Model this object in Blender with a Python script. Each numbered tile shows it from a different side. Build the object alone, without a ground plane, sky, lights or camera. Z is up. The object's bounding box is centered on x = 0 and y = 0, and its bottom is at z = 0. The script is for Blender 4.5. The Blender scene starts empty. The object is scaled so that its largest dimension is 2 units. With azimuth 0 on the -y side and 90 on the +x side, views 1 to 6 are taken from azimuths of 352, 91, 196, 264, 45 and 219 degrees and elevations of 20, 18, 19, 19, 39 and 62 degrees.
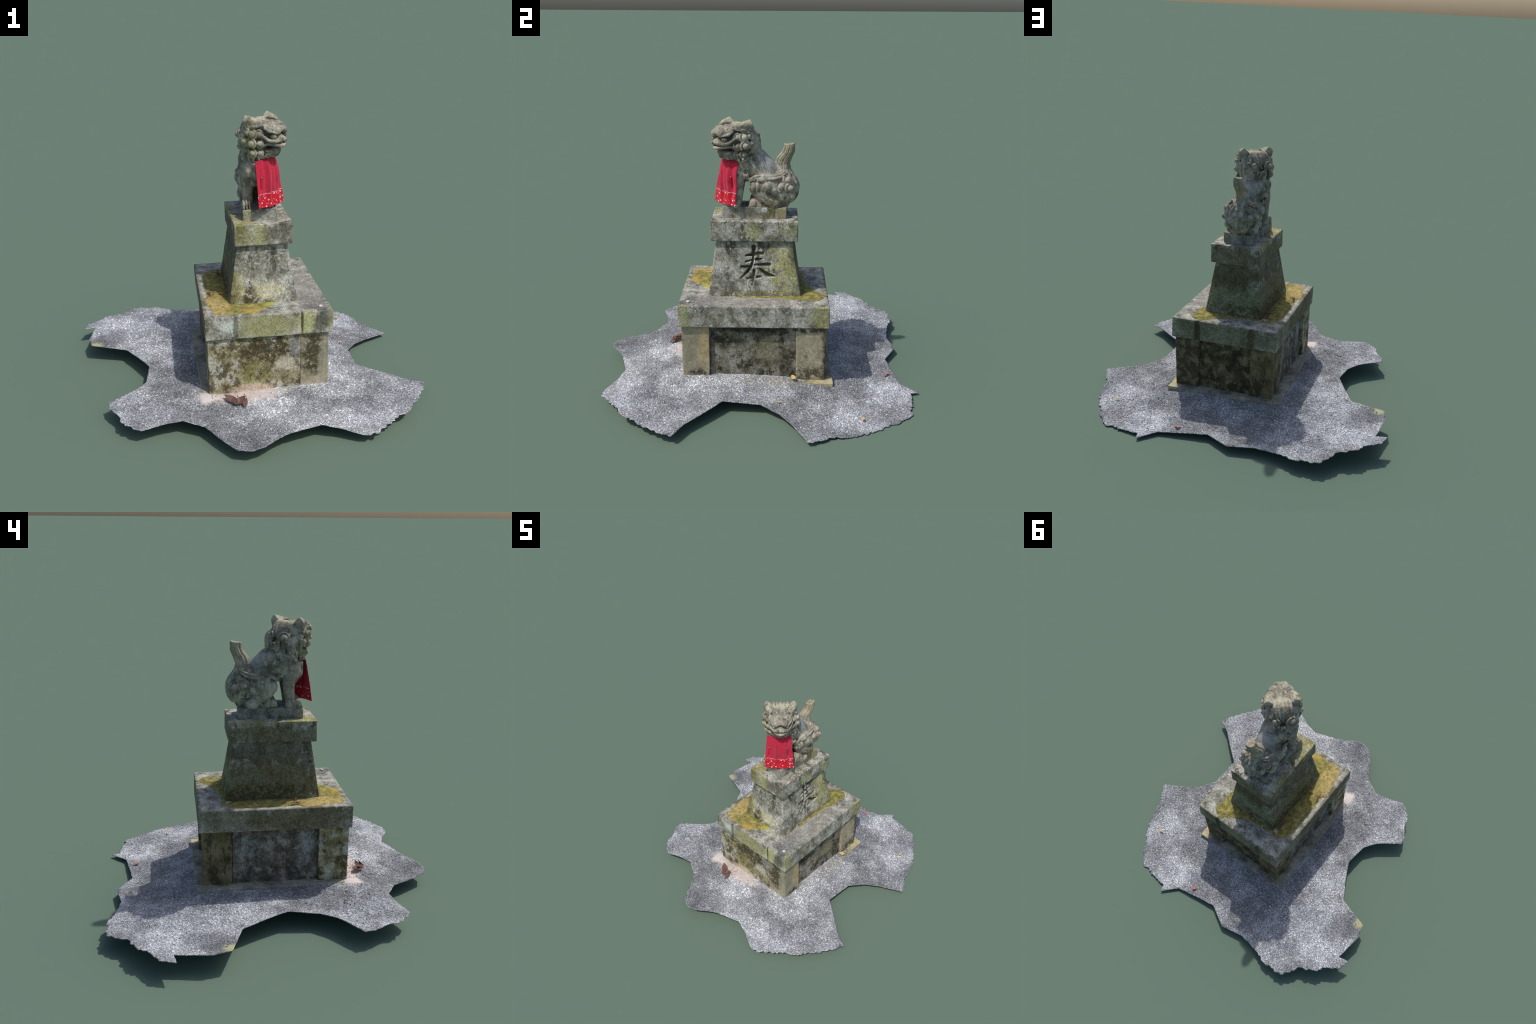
"""Weathered stone guardian lion with a red bib, seated on a stepped stone
pedestal that stands on a ragged patch of gravel.  Everything is built from
profiles, solids and rules in code; all materials are procedural."""
import math
import bpy
import bmesh
import numpy as np
from mathutils import Vector

RNG = np.random.default_rng(20240611)

# ------------------------------------------------------------------ helpers
def srgb(r, g, b):
    """8-bit display colour -> linear RGBA."""
    def f(c):
        c /= 255.0
        return c / 12.92 if c <= 0.04045 else ((c + 0.055) / 1.055) ** 2.4
    return (f(r), f(g), f(b), 1.0)


_perm = np.random.default_rng(7).permutation(256)
_perm = np.concatenate([_perm, _perm, _perm])
_vals = np.random.default_rng(8).random(256) * 2 - 1


def vnoise(p, scale=1.0, seed=0.0):
    """Smooth value noise in [-1, 1] at the points p (N,3)."""
    q = np.asarray(p, float) * scale + seed * 17.31
    i = np.floor(q).astype(np.int64)
    f = q - i
    f = f * f * (3 - 2 * f)
    i &= 255
    out = 0.0
    for dx in (0, 1):
        wx = f[:, 0] if dx else 1 - f[:, 0]
        ax = _perm[(i[:, 0] + dx) & 255]
        for dy in (0, 1):
            wy = f[:, 1] if dy else 1 - f[:, 1]
            ay = _perm[(ax + i[:, 1] + dy) & 255]
            for dz in (0, 1):
                wz = f[:, 2] if dz else 1 - f[:, 2]
                out = out + wx * wy * wz * _vals[_perm[(ay + i[:, 2] + dz) & 255]]
    return out


def fbm(p, scale, octaves=4, seed=0.0, gain=0.5):
    out, a, tot = 0.0, 1.0, 0.0
    for o in range(octaves):
        out = out + a * vnoise(p, scale * 2 ** o, seed + o)
        tot += a
        a *= gain
    return out / tot


def smoothstep(a, b, x):
    t = np.clip((x - a) / (b - a), 0, 1)
    return t * t * (3 - 2 * t)


def mesh_object(name, verts, faces, mat, parent=None, smooth=True, origin=(0, 0, 0)):
    me = bpy.data.meshes.new(name)
    v = np.asarray(verts, float) - np.asarray(origin, float)
    me.from_pydata(v.tolist(), [], faces.tolist() if hasattr(faces, "tolist") else faces)
    me.update()
    if smooth:
        me.polygons.foreach_set("use_smooth", np.ones(len(me.polygons), bool))
    if mat:
        me.materials.append(mat)
    ob = bpy.data.objects.new(name, me)
    bpy.context.scene.collection.objects.link(ob)
    if parent:
        ob.parent = parent
    return ob


def root_empty(name, loc, label, category):
    ob = bpy.data.objects.new(name, None)
    ob.empty_display_size = 0.1
    ob.location = loc
    ob["label"], ob["category"] = label, category
    bpy.context.scene.collection.objects.link(ob)
    return ob


def poly_sdf(px, py, poly):
    """Signed distance to a closed 2D polygon, positive inside."""
    a = np.asarray(poly, float)
    b = np.roll(a, -1, 0)
    d = np.full(px.shape, 1e9)
    inside = np.zeros(px.shape, bool)
    for (x0, y0), (x1, y1) in zip(a, b):
        ex, ey = x1 - x0, y1 - y0
        wx, wy = px - x0, py - y0
        t = np.clip((wx * ex + wy * ey) / (ex * ex + ey * ey + 1e-12), 0, 1)
        d = np.minimum(d, (wx - ex * t) ** 2 + (wy - ey * t) ** 2)
        c = (y0 > py) != (y1 > py)
        if y1 != y0:
            inside ^= c & (px < (x1 - x0) * (py - y0) / (y1 - y0) + x0)
    d = np.sqrt(d)
    return np.where(inside, d, -d)


def polyline_dist(a, b, pts):
    """Distance of the 2D points (a,b) to a polyline, and the position 0..1 along it."""
    best, pos = np.full(a.shape, 1e9), np.zeros(a.shape)
    pts = np.asarray(pts, float)
    n = len(pts) - 1
    for i in range(n):
        e = pts[i + 1] - pts[i]
        w0, w1 = a - pts[i, 0], b - pts[i, 1]
        t = np.clip((w0 * e[0] + w1 * e[1]) / (e @ e), 0, 1)
        d = np.hypot(w0 - e[0] * t, w1 - e[1] * t)
        m = d < best
        best = np.where(m, d, best)
        pos = np.where(m, (i + t) / n, pos)
    return best, pos


# ---------------------------------------------------------------- materials
class Nodes:
    """Small helper for writing node materials.  self.pos is the point in scene
    metres: Object coordinates plus the place of the thing's root."""

    def __init__(self, name, offset=(0, 0, 0)):
        self.mat = bpy.data.materials.new(name)
        self.mat.use_nodes = True
        self.t = self.mat.node_tree
        self.bsdf = self.t.nodes["Principled BSDF"]
        self.bsdf.inputs["Specular IOR Level"].default_value = 0.25
        self.bsdf.inputs["Roughness"].default_value = 0.9
        tc = self.t.nodes.new("ShaderNodeTexCoord")
        self.pos = self.vec("ADD", tc.outputs["Object"], tuple(offset))

    def link(self, val, sock):
        if hasattr(val, "links"):
            self.t.links.new(val, sock)
        else:
            sock.default_value = val

    def vec(self, op, a, b=None):
        n = self.t.nodes.new("ShaderNodeVectorMath")
        n.operation = op
        self.link(a, n.inputs[0])
        if b is not None:
            self.link(b, n.inputs[1])
        return n.outputs["Value"] if op in ("LENGTH", "DISTANCE", "DOT_PRODUCT") else n.outputs[0]

    def math(self, op, a, b=0.0, clamp=False):
        n = self.t.nodes.new("ShaderNodeMath")
        n.operation, n.use_clamp = op, clamp
        self.link(a, n.inputs[0])
        self.link(b, n.inputs[1])
        return n.outputs[0]

    def noise(self, scale, detail=5.0, rough=0.6, stretch=(1, 1, 1), distort=0.0, shift=0.0):
        n = self.t.nodes.new("ShaderNodeTexNoise")
        v = self.pos
        if stretch != (1, 1, 1) or shift:
            v = self.vec("ADD", self.vec("MULTIPLY", v, stretch), (shift, shift * 1.7, shift * 0.6))
        self.link(v, n.inputs["Vector"])
        n.inputs["Scale"].default_value = scale
        n.inputs["Detail"].default_value = detail
        n.inputs["Roughness"].default_value = rough
        n.inputs["Distortion"].default_value = distort
        return n.outputs["Fac"]

    def voronoi(self, scale, feature="F1", rand=1.0, out="Distance", stretch=(1, 1, 1)):
        n = self.t.nodes.new("ShaderNodeTexVoronoi")
        n.feature = feature
        v = self.vec("MULTIPLY", self.pos, stretch) if stretch != (1, 1, 1) else self.pos
        self.link(v, n.inputs["Vector"])
        n.inputs["Scale"].default_value = scale
        n.inputs["Randomness"].default_value = rand
        return n.outputs[out]

    def step(self, x, lo, hi, smooth=True):
        n = self.t.nodes.new("ShaderNodeMapRange")
        n.interpolation_type = "SMOOTHSTEP" if smooth else "LINEAR"
        self.link(x, n.inputs["Value"])
        n.inputs["From Min"].default_value, n.inputs["From Max"].default_value = lo, hi
        return n.outputs["Result"]

    def ramp(self, x, stops):
        n = self.t.nodes.new("ShaderNodeValToRGB")
        e = n.color_ramp.elements
        while len(e) < len(stops):
            e.new(0.5)
        for el, (p, c) in zip(e, stops):
            el.position, el.color = p, c
        self.link(x, n.inputs[0])
        return n.outputs[0]

    def mix(self, fac, a, b, mode="MIX"):
        n = self.t.nodes.new("ShaderNodeMix")
        n.data_type, n.blend_type = "RGBA", mode
        self.link(fac, n.inputs[0])
        self.link(a, n.inputs[6])
        self.link(b, n.inputs[7])
        return n.outputs[2]

    def gray(self, x):
        n = self.t.nodes.new("ShaderNodeCombineXYZ")
        for s in n.inputs:
            self.link(x, s)
        return n.outputs[0]

    def broad(self, col, scale, lo, hi, shift=0.0):
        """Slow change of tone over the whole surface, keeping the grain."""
        g = self.ramp(self.noise(scale, 5, 0.55, shift=shift), [(0.42, (lo, lo, lo, 1)), (0.50, (1, 1, 1, 1)), (0.58, (hi, hi, hi * .995, 1))])
        return self.mix(1.0, col, g, "MULTIPLY")

    def blob(self, centre, radii, edge=0.5, rag=0.7, rag_scale=22.0):
        """Soft ragged ellipsoidal mask round a place on the object."""
        r = self.vec("LENGTH", self.vec("DIVIDE", self.vec("SUBTRACT", self.pos, tuple(centre)), tuple(radii)))
        nz = self.math("MULTIPLY", self.math("SUBTRACT", self.noise(rag_scale, 5, 0.65, shift=centre[1] + 3 * centre[2]), 0.5), rag * 2)
        r = self.math("ADD", r, nz)
        return self.math("SUBTRACT", 1.0, self.step(r, 1 - edge, 1 + edge), clamp=True)

    def bump(self, height, strength, dist=0.004):
        n = self.t.nodes.new("ShaderNodeBump")
        n.inputs["Strength"].default_value, n.inputs["Distance"].default_value = strength, dist
        self.link(height, n.inputs["Height"])
        self.t.links.new(n.outputs[0], self.bsdf.inputs["Normal"])

    def done(self, colour, rough=None):
        self.link(colour, self.bsdf.inputs["Base Color"])
        if rough is not None:
            self.bsdf.inputs["Roughness"].default_value = rough
        return self.mat


def stone(name, offset, tones, patches=(), lichen=None, stain=None, speck=0.42, seed=0.0,
          streak=1.0, bump=0.5, lichen_amount=0.56, stain_amount=0.55, fine=150.0, mottle=0.30):
    """Weathered granite: cloudy base tones, fine speckle, dark algae stain that runs
    down the stone, pale lichen spots, and patches set at chosen places."""
    N = Nodes(name, offset)
    col = N.ramp(N.noise(14, 8, 0.65, shift=seed), [(0.38, tones[0]), (0.5, tones[1]), (0.62, tones[2])])
    if stain:
        s = N.noise(16, 8, 0.74, stretch=(1, 1, 1 - 0.55 * streak), shift=seed + 5)
        col = N.mix(N.math("MULTIPLY", N.step(s, stain_amount - .02, stain_amount + 0.06), 0.85), col, stain)
    if lichen:
        s = N.noise(40, 6, 0.62, shift=seed + 9)
        col = N.mix(N.math("MULTIPLY", N.step(s, lichen_amount, lichen_amount + 0.05), 0.8), col, lichen)
    for p in patches:
        m = N.blob(p["at"], p["r"], p.get("edge", 0.35), p.get("rag", 0.9), p.get("rs", 26))
        if p.get("grain"):
            g = N.noise(p["grain"], 6, 0.7, shift=seed + p["at"][0])
            m = N.math("MULTIPLY", m, N.step(g, p.get("lo", 0.42), p.get("hi", 0.52)))
        col = N.mix(N.math("MULTIPLY", m, p.get("k", 0.9)), col, p["c"])
    # blotches of grime and bare grain at two sizes
    a = mottle
    col = N.mix(1.0, col, N.ramp(N.noise(78, 7, 0.74, shift=seed + 4), [(0.38, (1 - a, 1 - a, 1 - a * 1.06, 1)), (0.50, (1, 1, 1, 1)), (0.63, (1 + a * .8, 1 + a * .8, 1 + a * .74, 1))]), "MULTIPLY")
    f = N.noise(fine, 6, 0.75, shift=seed + 2)
    a = speck
    col = N.mix(1.0, col, N.ramp(f, [(0.38, (1 - a, 1 - a, 1 - a, 1)), (0.50, (1, 1, 1, 1)), (0.64, (1 + a, 1 + a, 1 + a * 0.95, 1))]), "MULTIPLY")
    N.bump(N.math("ADD", N.noise(120, 6, 0.7, shift=seed), N.math("MULTIPLY", N.noise(420, 3, 0.6), 0.4)), bump, 0.004)
    return N.done(col, 0.92)
# ------------------------------------------------- solid sculpting (implicit)
class Solid:
    """A list of smooth unions and carvings of simple solids, evaluated on a grid
    and skinned; each adding solid carries the name of the part it belongs to."""

    def __init__(self):
        self.ops = []

    def add(self, fn, lo, hi, k, part):
        self.ops.append(("+", fn, np.asarray(lo), np.asarray(hi), k, part))

    def cut(self, fn, lo, hi, k):
        self.ops.append(("-", fn, np.asarray(lo), np.asarray(hi), k, None))

    @staticmethod
    def blend(D, d, k, mode):
        if mode == "+":
            h = np.maximum(k - np.abs(D - d), 0) / k
            return np.minimum(D, d) - h * h * k * 0.25
        d = -d
        h = np.maximum(k - np.abs(D - d), 0) / k
        return np.maximum(D, d) + h * h * k * 0.25

    def at(self, p):
        p = np.asarray(p, float)
        D = np.full(len(p), 1.0)
        for mode, fn, lo, hi, k, part in self.ops:
            m = np.all((p > lo - k) & (p < hi + k), 1)
            if m.any():
                q = p[m]
                D[m] = self.blend(D[m], fn(q[:, 0], q[:, 1], q[:, 2]), k, mode)
        return D

    def parts_at(self, p):
        best = np.full(len(p), 1e9)
        who = np.zeros(len(p), int)
        names = []
        for mode, fn, lo, hi, k, part in self.ops:
            if mode == "-":
                continue
            if part not in names:
                names.append(part)
            m = np.all((p > lo - 0.02) & (p < hi + 0.02), 1)
            if not m.any():
                continue
            idx = np.nonzero(m)[0]
            q = p[idx]
            d = fn(q[:, 0], q[:, 1], q[:, 2])
            b = d < best[idx]
            best[idx[b]] = d[b]
            who[idx[b]] = names.index(part)
        return who, names

    def skin(self, lo, hi, h):
        lo, hi = np.asarray(lo, float), np.asarray(hi, float)
        n = np.ceil((hi - lo) / h).astype(int) + 1
        ax = [lo[i] + h * np.arange(n[i]) for i in range(3)]
        D = np.full(n, 1.0, np.float32)
        for mode, fn, a, b, k, part in self.ops:
            i0 = np.maximum(np.floor((a - k - 2 * h - lo) / h).astype(int), 0)
            i1 = np.minimum(np.ceil((b + k + 2 * h - lo) / h).astype(int) + 1, n)
            if (i1 <= i0).any():
                continue
            sl = tuple(slice(i0[i], i1[i]) for i in range(3))
            X, Y, Z = np.meshgrid(*[ax[i][sl[i]].astype(np.float32) for i in range(3)], indexing="ij", sparse=True)
            D[sl] = self.blend(D[sl], fn(X, Y, Z), k, mode)
        return surface_nets(D, lo, h)


def surface_nets(D, lo, h):
    s = D < 0
    c = [s[a:a + s.shape[0] - 1, b:b + s.shape[1] - 1, e:e + s.shape[2] - 1] for a in (0, 1) for b in (0, 1) for e in (0, 1)]
    anyc, allc = c[0].copy(), c[0].copy()
    for q in c[1:]:
        anyc |= q
        allc &= q
    act = np.argwhere(anyc & ~allc)
    ids = np.full(anyc.shape, -1, np.int32)
    ids[act[:, 0], act[:, 1], act[:, 2]] = np.arange(len(act))
    corner = np.array([(a, b, e) for a in (0, 1) for b in (0, 1) for e in (0, 1)])
    val = np.stack([D[act[:, 0] + a, act[:, 1] + b, act[:, 2] + e] for a, b, e in corner], 1).astype(float)
    acc, cnt = np.zeros((len(act), 3)), np.zeros(len(act))
    for i in range(8):
        for j in range(i + 1, 8):
            if np.abs(corner[i] - corner[j]).sum() != 1:
                continue
            m = (val[:, i] < 0) != (val[:, j] < 0)
            t = val[m, i] / (val[m, i] - val[m, j])
            acc[m] += corner[i] + t[:, None] * (corner[j] - corner[i])
            cnt[m] += 1
    verts = lo + h * (act + acc / cnt[:, None])
    faces = []
    for axis in range(3):
        a = [slice(None)] * 3
        b = [slice(None)] * 3
        a[axis], b[axis] = slice(0, -1), slice(1, None)
        ch = np.argwhere(s[tuple(a)] != s[tuple(b)])
        u, v = (axis + 1) % 3, (axis + 2) % 3
        ok = (ch[:, u] > 0) & (ch[:, v] > 0) & (ch[:, u] < s.shape[u] - 1) & (ch[:, v] < s.shape[v] - 1)
        ch = ch[ok]
        inside = s[ch[:, 0], ch[:, 1], ch[:, 2]]
        q = []
        for du, dv in ((1, 1), (0, 1), (0, 0), (1, 0)):
            k = ch.copy()
            k[:, u] -= du
            k[:, v] -= dv
            q.append(ids[k[:, 0], k[:, 1], k[:, 2]])
        f = np.stack(q, 1)
        f[~inside] = f[~inside][:, ::-1]
        faces.append(f)
    faces = np.concatenate(faces)
    return verts, faces[(faces >= 0).all(1)]


def ell(c, r, axes=None):
    c, r = np.asarray(c, float), np.asarray(r, float)
    A = np.eye(3) if axes is None else np.asarray(axes, float)

    def fn(x, y, z):
        p = [x - c[0], y - c[1], z - c[2]]
        q = [p[0] * A[i, 0] + p[1] * A[i, 1] + p[2] * A[i, 2] for i in range(3)]
        k0 = np.sqrt(sum((q[i] / r[i]) ** 2 for i in range(3)))
        k1 = np.sqrt(sum((q[i] / r[i] ** 2) ** 2 for i in range(3))) + 1e-6
        return k0 * (k0 - 1) / k1
    e = np.sqrt(((A * r[:, None]) ** 2).sum(0))
    return fn, c - e, c + e


def cone(a, b, ra, rb):
    a, b = np.asarray(a, float), np.asarray(b, float)
    e = b - a
    L = e @ e

    def fn(x, y, z):
        wx, wy, wz = x - a[0], y - a[1], z - a[2]
        t = np.clip((wx * e[0] + wy * e[1] + wz * e[2]) / L, 0, 1)
        return np.sqrt((wx - e[0] * t) ** 2 + (wy - e[1] * t) ** 2 + (wz - e[2] * t) ** 2) - (ra + (rb - ra) * t)
    m = max(ra, rb)
    return fn, np.minimum(a, b) - m, np.maximum(a, b) + m


def chain(pts, radii):
    pts = [np.asarray(p, float) for p in pts]
    seg = [cone(pts[i], pts[i + 1], radii[i], radii[i + 1]) for i in range(len(pts) - 1)]

    def fn(x, y, z):
        d = seg[0][0](x, y, z)
        for s in seg[1:]:
            d = np.minimum(d, s[0](x, y, z))
        return d
    return fn, np.min([s[1] for s in seg], 0), np.max([s[2] for s in seg], 0)


def hull(pts, rnd):
    """Rounded convex solid through the given corner points."""
    P = np.asarray(pts, float)
    cen = P.mean(0)
    planes = []
    n = len(P)
    for i in range(n):
        for j in range(i + 1, n):
            for k in range(j + 1, n):
                nn = np.cross(P[j] - P[i], P[k] - P[i])
                L = np.linalg.norm(nn)
                if L < 1e-9:
                    continue
                nn /= L
                if nn @ (cen - P[i]) > 0:
                    nn = -nn
                if ((P - P[i]) @ nn < 1e-7).all():
                    d = nn @ P[i]
                    if not any(np.allclose(nn, q[0], atol=1e-3) and abs(d - q[1]) < 1e-4 for q in planes):
                        planes.append((nn, d))

    def fn(x, y, z):
        best = None
        for nn, d in planes:
            v = x * nn[0] + y * nn[1] + z * nn[2] - d
            if best is None:
                best = v
            else:
                h = np.maximum(rnd - np.abs(best - v), 0) / rnd
                best = np.maximum(best, v) + h * h * rnd * 0.25
        return best
    return fn, P.min(0), P.max(0)


def ring(c, nrm, R, r):
    c, nrm = np.asarray(c, float), np.asarray(nrm, float) / np.linalg.norm(nrm)

    def fn(x, y, z):
        px, py, pz = x - c[0], y - c[1], z - c[2]
        a = px * nrm[0] + py * nrm[1] + pz * nrm[2]
        q = np.sqrt(np.maximum(px * px + py * py + pz * pz - a * a, 0)) - R
        return np.sqrt(q * q + a * a) - r
    return fn, c - R - r, c + R + r
# -------------------------------------------------------------------- lion
LION_ROOT = np.array((0.10, -0.02, 1.02))
HX, HY = 0.097, -0.112                      # axis of the turned head
HF, HL = np.array((0.68, -0.733)), np.array((0.733, 0.68))
HEAD_AXES = [(HF[0], HF[1], 0), (HL[0], HL[1], 0), (0, 0, 1)]


def hd(f, l, z):
    """Point given in the head's own frame: forward, to its left, height."""
    return np.array((HX + f * HF[0] + l * HL[0], HY + f * HF[1] + l * HL[1], z))


def tilt(axes, deg, about=1):
    """Turn a set of axes about one of them (nose-down for about=1)."""
    A = np.array(axes, float)
    c, s = math.cos(math.radians(deg)), math.sin(math.radians(deg))
    i, j = [(1, 2), (2, 0), (0, 1)][about]
    B = A.copy()
    B[i], B[j] = c * A[i] + s * A[j], -s * A[i] + c * A[j]
    return B


def curl(S, centre, nrm, r, part, k=0.003, turn=1.0):
    """A snail curl: a boss with a raised collar wound part of the way round it."""
    c, n = np.asarray(centre, float), np.asarray(nrm, float)
    n = n / np.linalg.norm(n)
    up = np.array((0, 0, 1.0)) - n * n[2]
    up /= np.linalg.norm(up) + 1e-9
    side = np.cross(n, up)
    S.add(*ell(c, (r, r, r)), k, part)
    pts, rad = [], []
    for i in range(9):
        a = math.radians(120 + 34 * i) * turn
        pts.append(c - n * r * 0.22 + (side * math.cos(a) + up * math.sin(a)) * r * (1.22 + 0.03 * i))
        rad.append(r * (0.30 + 0.012 * i))
    S.add(*chain(pts, rad), k, part)


def build_lion():
    S = Solid()
    # --- torso -----------------------------------------------------------
    S.add(*ell((0.098, -0.078, 1.318), (0.086, 0.100, 0.098)), 0.02, "torso")
    S.add(*chain([(0.095, -0.092, 1.375), (0.099, -0.072, 1.335), (0.109, -0.004, 1.292), (0.109, 0.08, 1.235)],
                 [0.074, 0.081, 0.071, 0.078]), 0.03, "torso")
    S.add(*chain([(0.097, -0.060, 1.392), (0.100, 0.000, 1.352), (0.104, 0.050, 1.305)], [0.060, 0.055, 0.052]), 0.03, "torso")
    S.add(*ell((0.098, -0.135, 1.285), (0.060, 0.052, 0.060)), 0.03, "torso")

    # --- tail: base ball, plume of stacked ovals ---------------------------
    S.add(*ell((0.112, 0.148, 1.185), (0.078, 0.080, 0.094)), 0.010, "tail")
    S.add(*cone((0.113, 0.115, 1.13), (0.113, 0.105, 1.07), 0.068, 0.064), 0.02, "tail")
    lv = np.array([(1.20, .108, .150, .070, .076), (1.25, .101, .152, .056, .062), (1.275, .096, .150, .046, .051),
                   (1.30, .093, .143, .042, .044), (1.33, .092, .136, .042, .043), (1.36, .097, .144, .041, .046),
                   (1.40, .109, .168, .036, .039), (1.43, .115, .175, .029, .032), (1.47, .118, .174, .022, .027)])

    def plume(x, y, z):
        cx, cy, hx, hy = [np.interp(z, lv[:, 0], lv[:, i]) for i in (1, 2, 3, 4)]
        dx, dy = (x - cx) / hx, (y - cy) / hy
        q = np.sqrt(dx * dx + dy * dy)
        th = np.arctan2(dx, dy) + 1.2 * (z - 1.33)
        d = (q - 1) * np.minimum(hx, hy) * 0.85
        groove = np.exp(-(np.sin(3.5 * th + 0.55) / 0.34) ** 2) + 0.6 * np.exp(-(np.sin(5.5 * th + 1.9) / 0.25) ** 2)
        d = d + 0.0052 * groove * np.clip((1.452 - z) / 0.035, 0.25, 1)
        d = np.maximum(d, z - (1.4475 + 0.12 * (y - 0.178)))
        return np.maximum(d, 1.20 - z)
    S.add(plume, (0.02, 0.06, 1.20), (0.19, 0.25, 1.47), 0.008, "tail")
    S.add(*chain([(0.124, 0.190, 1.434), (0.127, 0.199, 1.450)], [0.012, 0.005]), 0.010, "tail")
    S.add(*chain([(0.106, 0.155, 1.428), (0.104, 0.153, 1.438)], [0.012, 0.009]), 0.010, "tail")

    # --- haunches, hind feet -------------------------------------------------
    for s, cx in ((1, 0.163), (-1, 0.051)):
        part = "hind_leg" if s > 0 else "hind_leg.001"
        o = lambda x, y, z: (cx + s * x, y, z)
        S.add(*ell(o(0.002, 0.035, 1.195), (0.046, 0.084, 0.075)), 0.008, part)
        S.add(*ell(o(0.022, 0.020, 1.250), (0.028, 0.038, 0.027)), 0.006, part)
        S.add(*ell(o(0.037, 0.046, 1.207), (0.026, 0.029, 0.033)), 0.006, part)
        S.add(*ell(o(0.030, -0.002, 1.204), (0.021, 0.016, 0.030)), 0.004, part)
        S.add(*ell(o(0.018, -0.031, 1.203), (0.030, 0.026, 0.038)), 0.006, part)
        S.add(*ell(o(0.026, 0.080, 1.178), (0.024, 0.026, 0.030)), 0.006, part)
        S.add(*ell(o(0.024, 0.012, 1.165), (0.024, 0.030, 0.022)), 0.006, part)
        S.add(*chain([o(0.008, -0.005, 1.165), o(0.010, 0.04, 1.140), o(0.008, 0.09, 1.105)], [0.030, 0.034, 0.040]), 0.010, part)
        # ridges along the top of the thigh to the tail
        for dz, dx, r in ((0.002, -0.006, 0.011), (-0.012, 0.006, 0.0085)):
            S.add(*chain([o(0.022 + dx, 0.035, 1.264 + dz), o(0.026 + dx, 0.085, 1.268 + dz), o(0.018 + dx, 0.125, 1.276 + dz), o(0.002 + dx, 0.15, 1.292 + dz)],
                         [r, r, r * 0.9, r * 0.6]), 0.003, part)
        # paw with toes
        S.add(*hull([o(-0.028, -0.03, 1.06), o(0.028, -0.03, 1.06), o(-0.026, 0.03, 1.06), o(0.03, 0.03, 1.06),
                     o(-0.02, -0.026, 1.140), o(0.022, -0.026, 1.140), o(-0.02, 0.012, 1.150), o(0.024, 0.012, 1.150)], 0.02), 0.005, part)
        for i in (-1, 0, 1):
            S.add(*ell(o(0.019 * i + 0.001, -0.034, 1.106), (0.0112, 0.022, 0.026)), 0.003, part)
            S.add(*ell(o(0.019 * i + 0.001, -0.053, 1.090), (0.006, 0.007, 0.009)), 0.003, part)
        S.add(*hull([o(-0.03, 0.02, 1.06), o(0.03, 0.02, 1.06), o(-0.03, 0.11, 1.06), o(0.028, 0.11, 1.06),
                     o(-0.025, 0.02, 1.108), o(0.024, 0.02, 1.108), o(-0.02, 0.11, 1.112), o(0.02, 0.11, 1.112)], 0.02), 0.006, part)
    # --- front legs -------------------------------------------------------------
    for s, cx in ((1, 0.166), (-1, 0.035)):
        part = "foreleg" if s > 0 else "foreleg.001"
        o = lambda x, y, z: (cx + s * x, y, z)
        S.add(*ell(o(-0.006, -0.133 if s < 0 else -0.128, 1.292), (0.036 if s < 0 else 0.034, 0.056 if s < 0 else 0.050, 0.064)), 0.010, part)
        S.add(*ell(o(-0.014 if s > 0 else 0.0, -0.120, 1.353), (0.033, 0.052, 0.044)), 0.010, "torso")
        S.add(*chain([o(-0.004, -0.122, 1.262), o(-0.003, -0.121, 1.20), o(-0.002, -0.128, 1.13), o(-0.001, -0.135, 1.09)],
                     [0.041, 0.0345, 0.0290, 0.029]), 0.014, part)
        w = lambda x, y, z: (x * s + (0.168 if s > 0 else 0.0245), y, z)
        S.add(*hull([w(-0.024, -0.170, 1.06), w(0.024, -0.170, 1.06), w(-0.024, -0.108, 1.06), w(0.024, -0.108, 1.06),
                     w(-0.018, -0.160, 1.116), w(0.018, -0.160, 1.116), w(-0.018, -0.12, 1.135), w(0.018, -0.12, 1.135)], 0.014), 0.006, part)
        for i in (-1, 0, 1):
            S.add(*ell(w(0.0165 * i, -0.172, 1.106), (0.0100, 0.025, 0.0255)), 0.002, part)
            S.add(*ell(w(0.0165 * i, -0.193, 1.090), (0.0055, 0.008, 0.009)), 0.002, part)
            S.cut(*chain([w(0.0165 * i + 0.008, -0.200, 1.10), w(0.0165 * i + 0.008, -0.165, 1.138)], [0.0022, 0.0016]), 0.003)
        # breast standing forward between the legs, behind the cloth
        if s > 0:
            S.add(*hull([(.060, -.145, 1.195), (.085, -.165, 1.200), (.140, -.145, 1.195), (.160, -.112, 1.19), (.050, -.112, 1.19),
                         (.048, -.165, 1.26), (.070, -.212, 1.26), (.100, -.205, 1.26), (.160, -.160, 1.26),
                         (.046, -.165, 1.34), (.068, -.212, 1.34), (.100, -.200, 1.34), (.160, -.150, 1.34), (.160, -.10, 1.34), (.050, -.10, 1.34)], .010), 0.008, "torso")
        # spurs down the back of the leg
        for i in range(6):
            S.add(*chain([o(0.020, -0.094 - 0.004 * i, 1.228 - 0.016 * i), o(0.004, -0.086 - 0.004 * i, 1.224 - 0.016 * i)], [0.0055, 0.0055]), 0.002, part)
        # elbow curl and the flame that sweeps back from it to the hip
        curl(S, o(0.0245, -0.074, 1.270), (s, -0.3, 0), 0.0120, part, turn=s)
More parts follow.
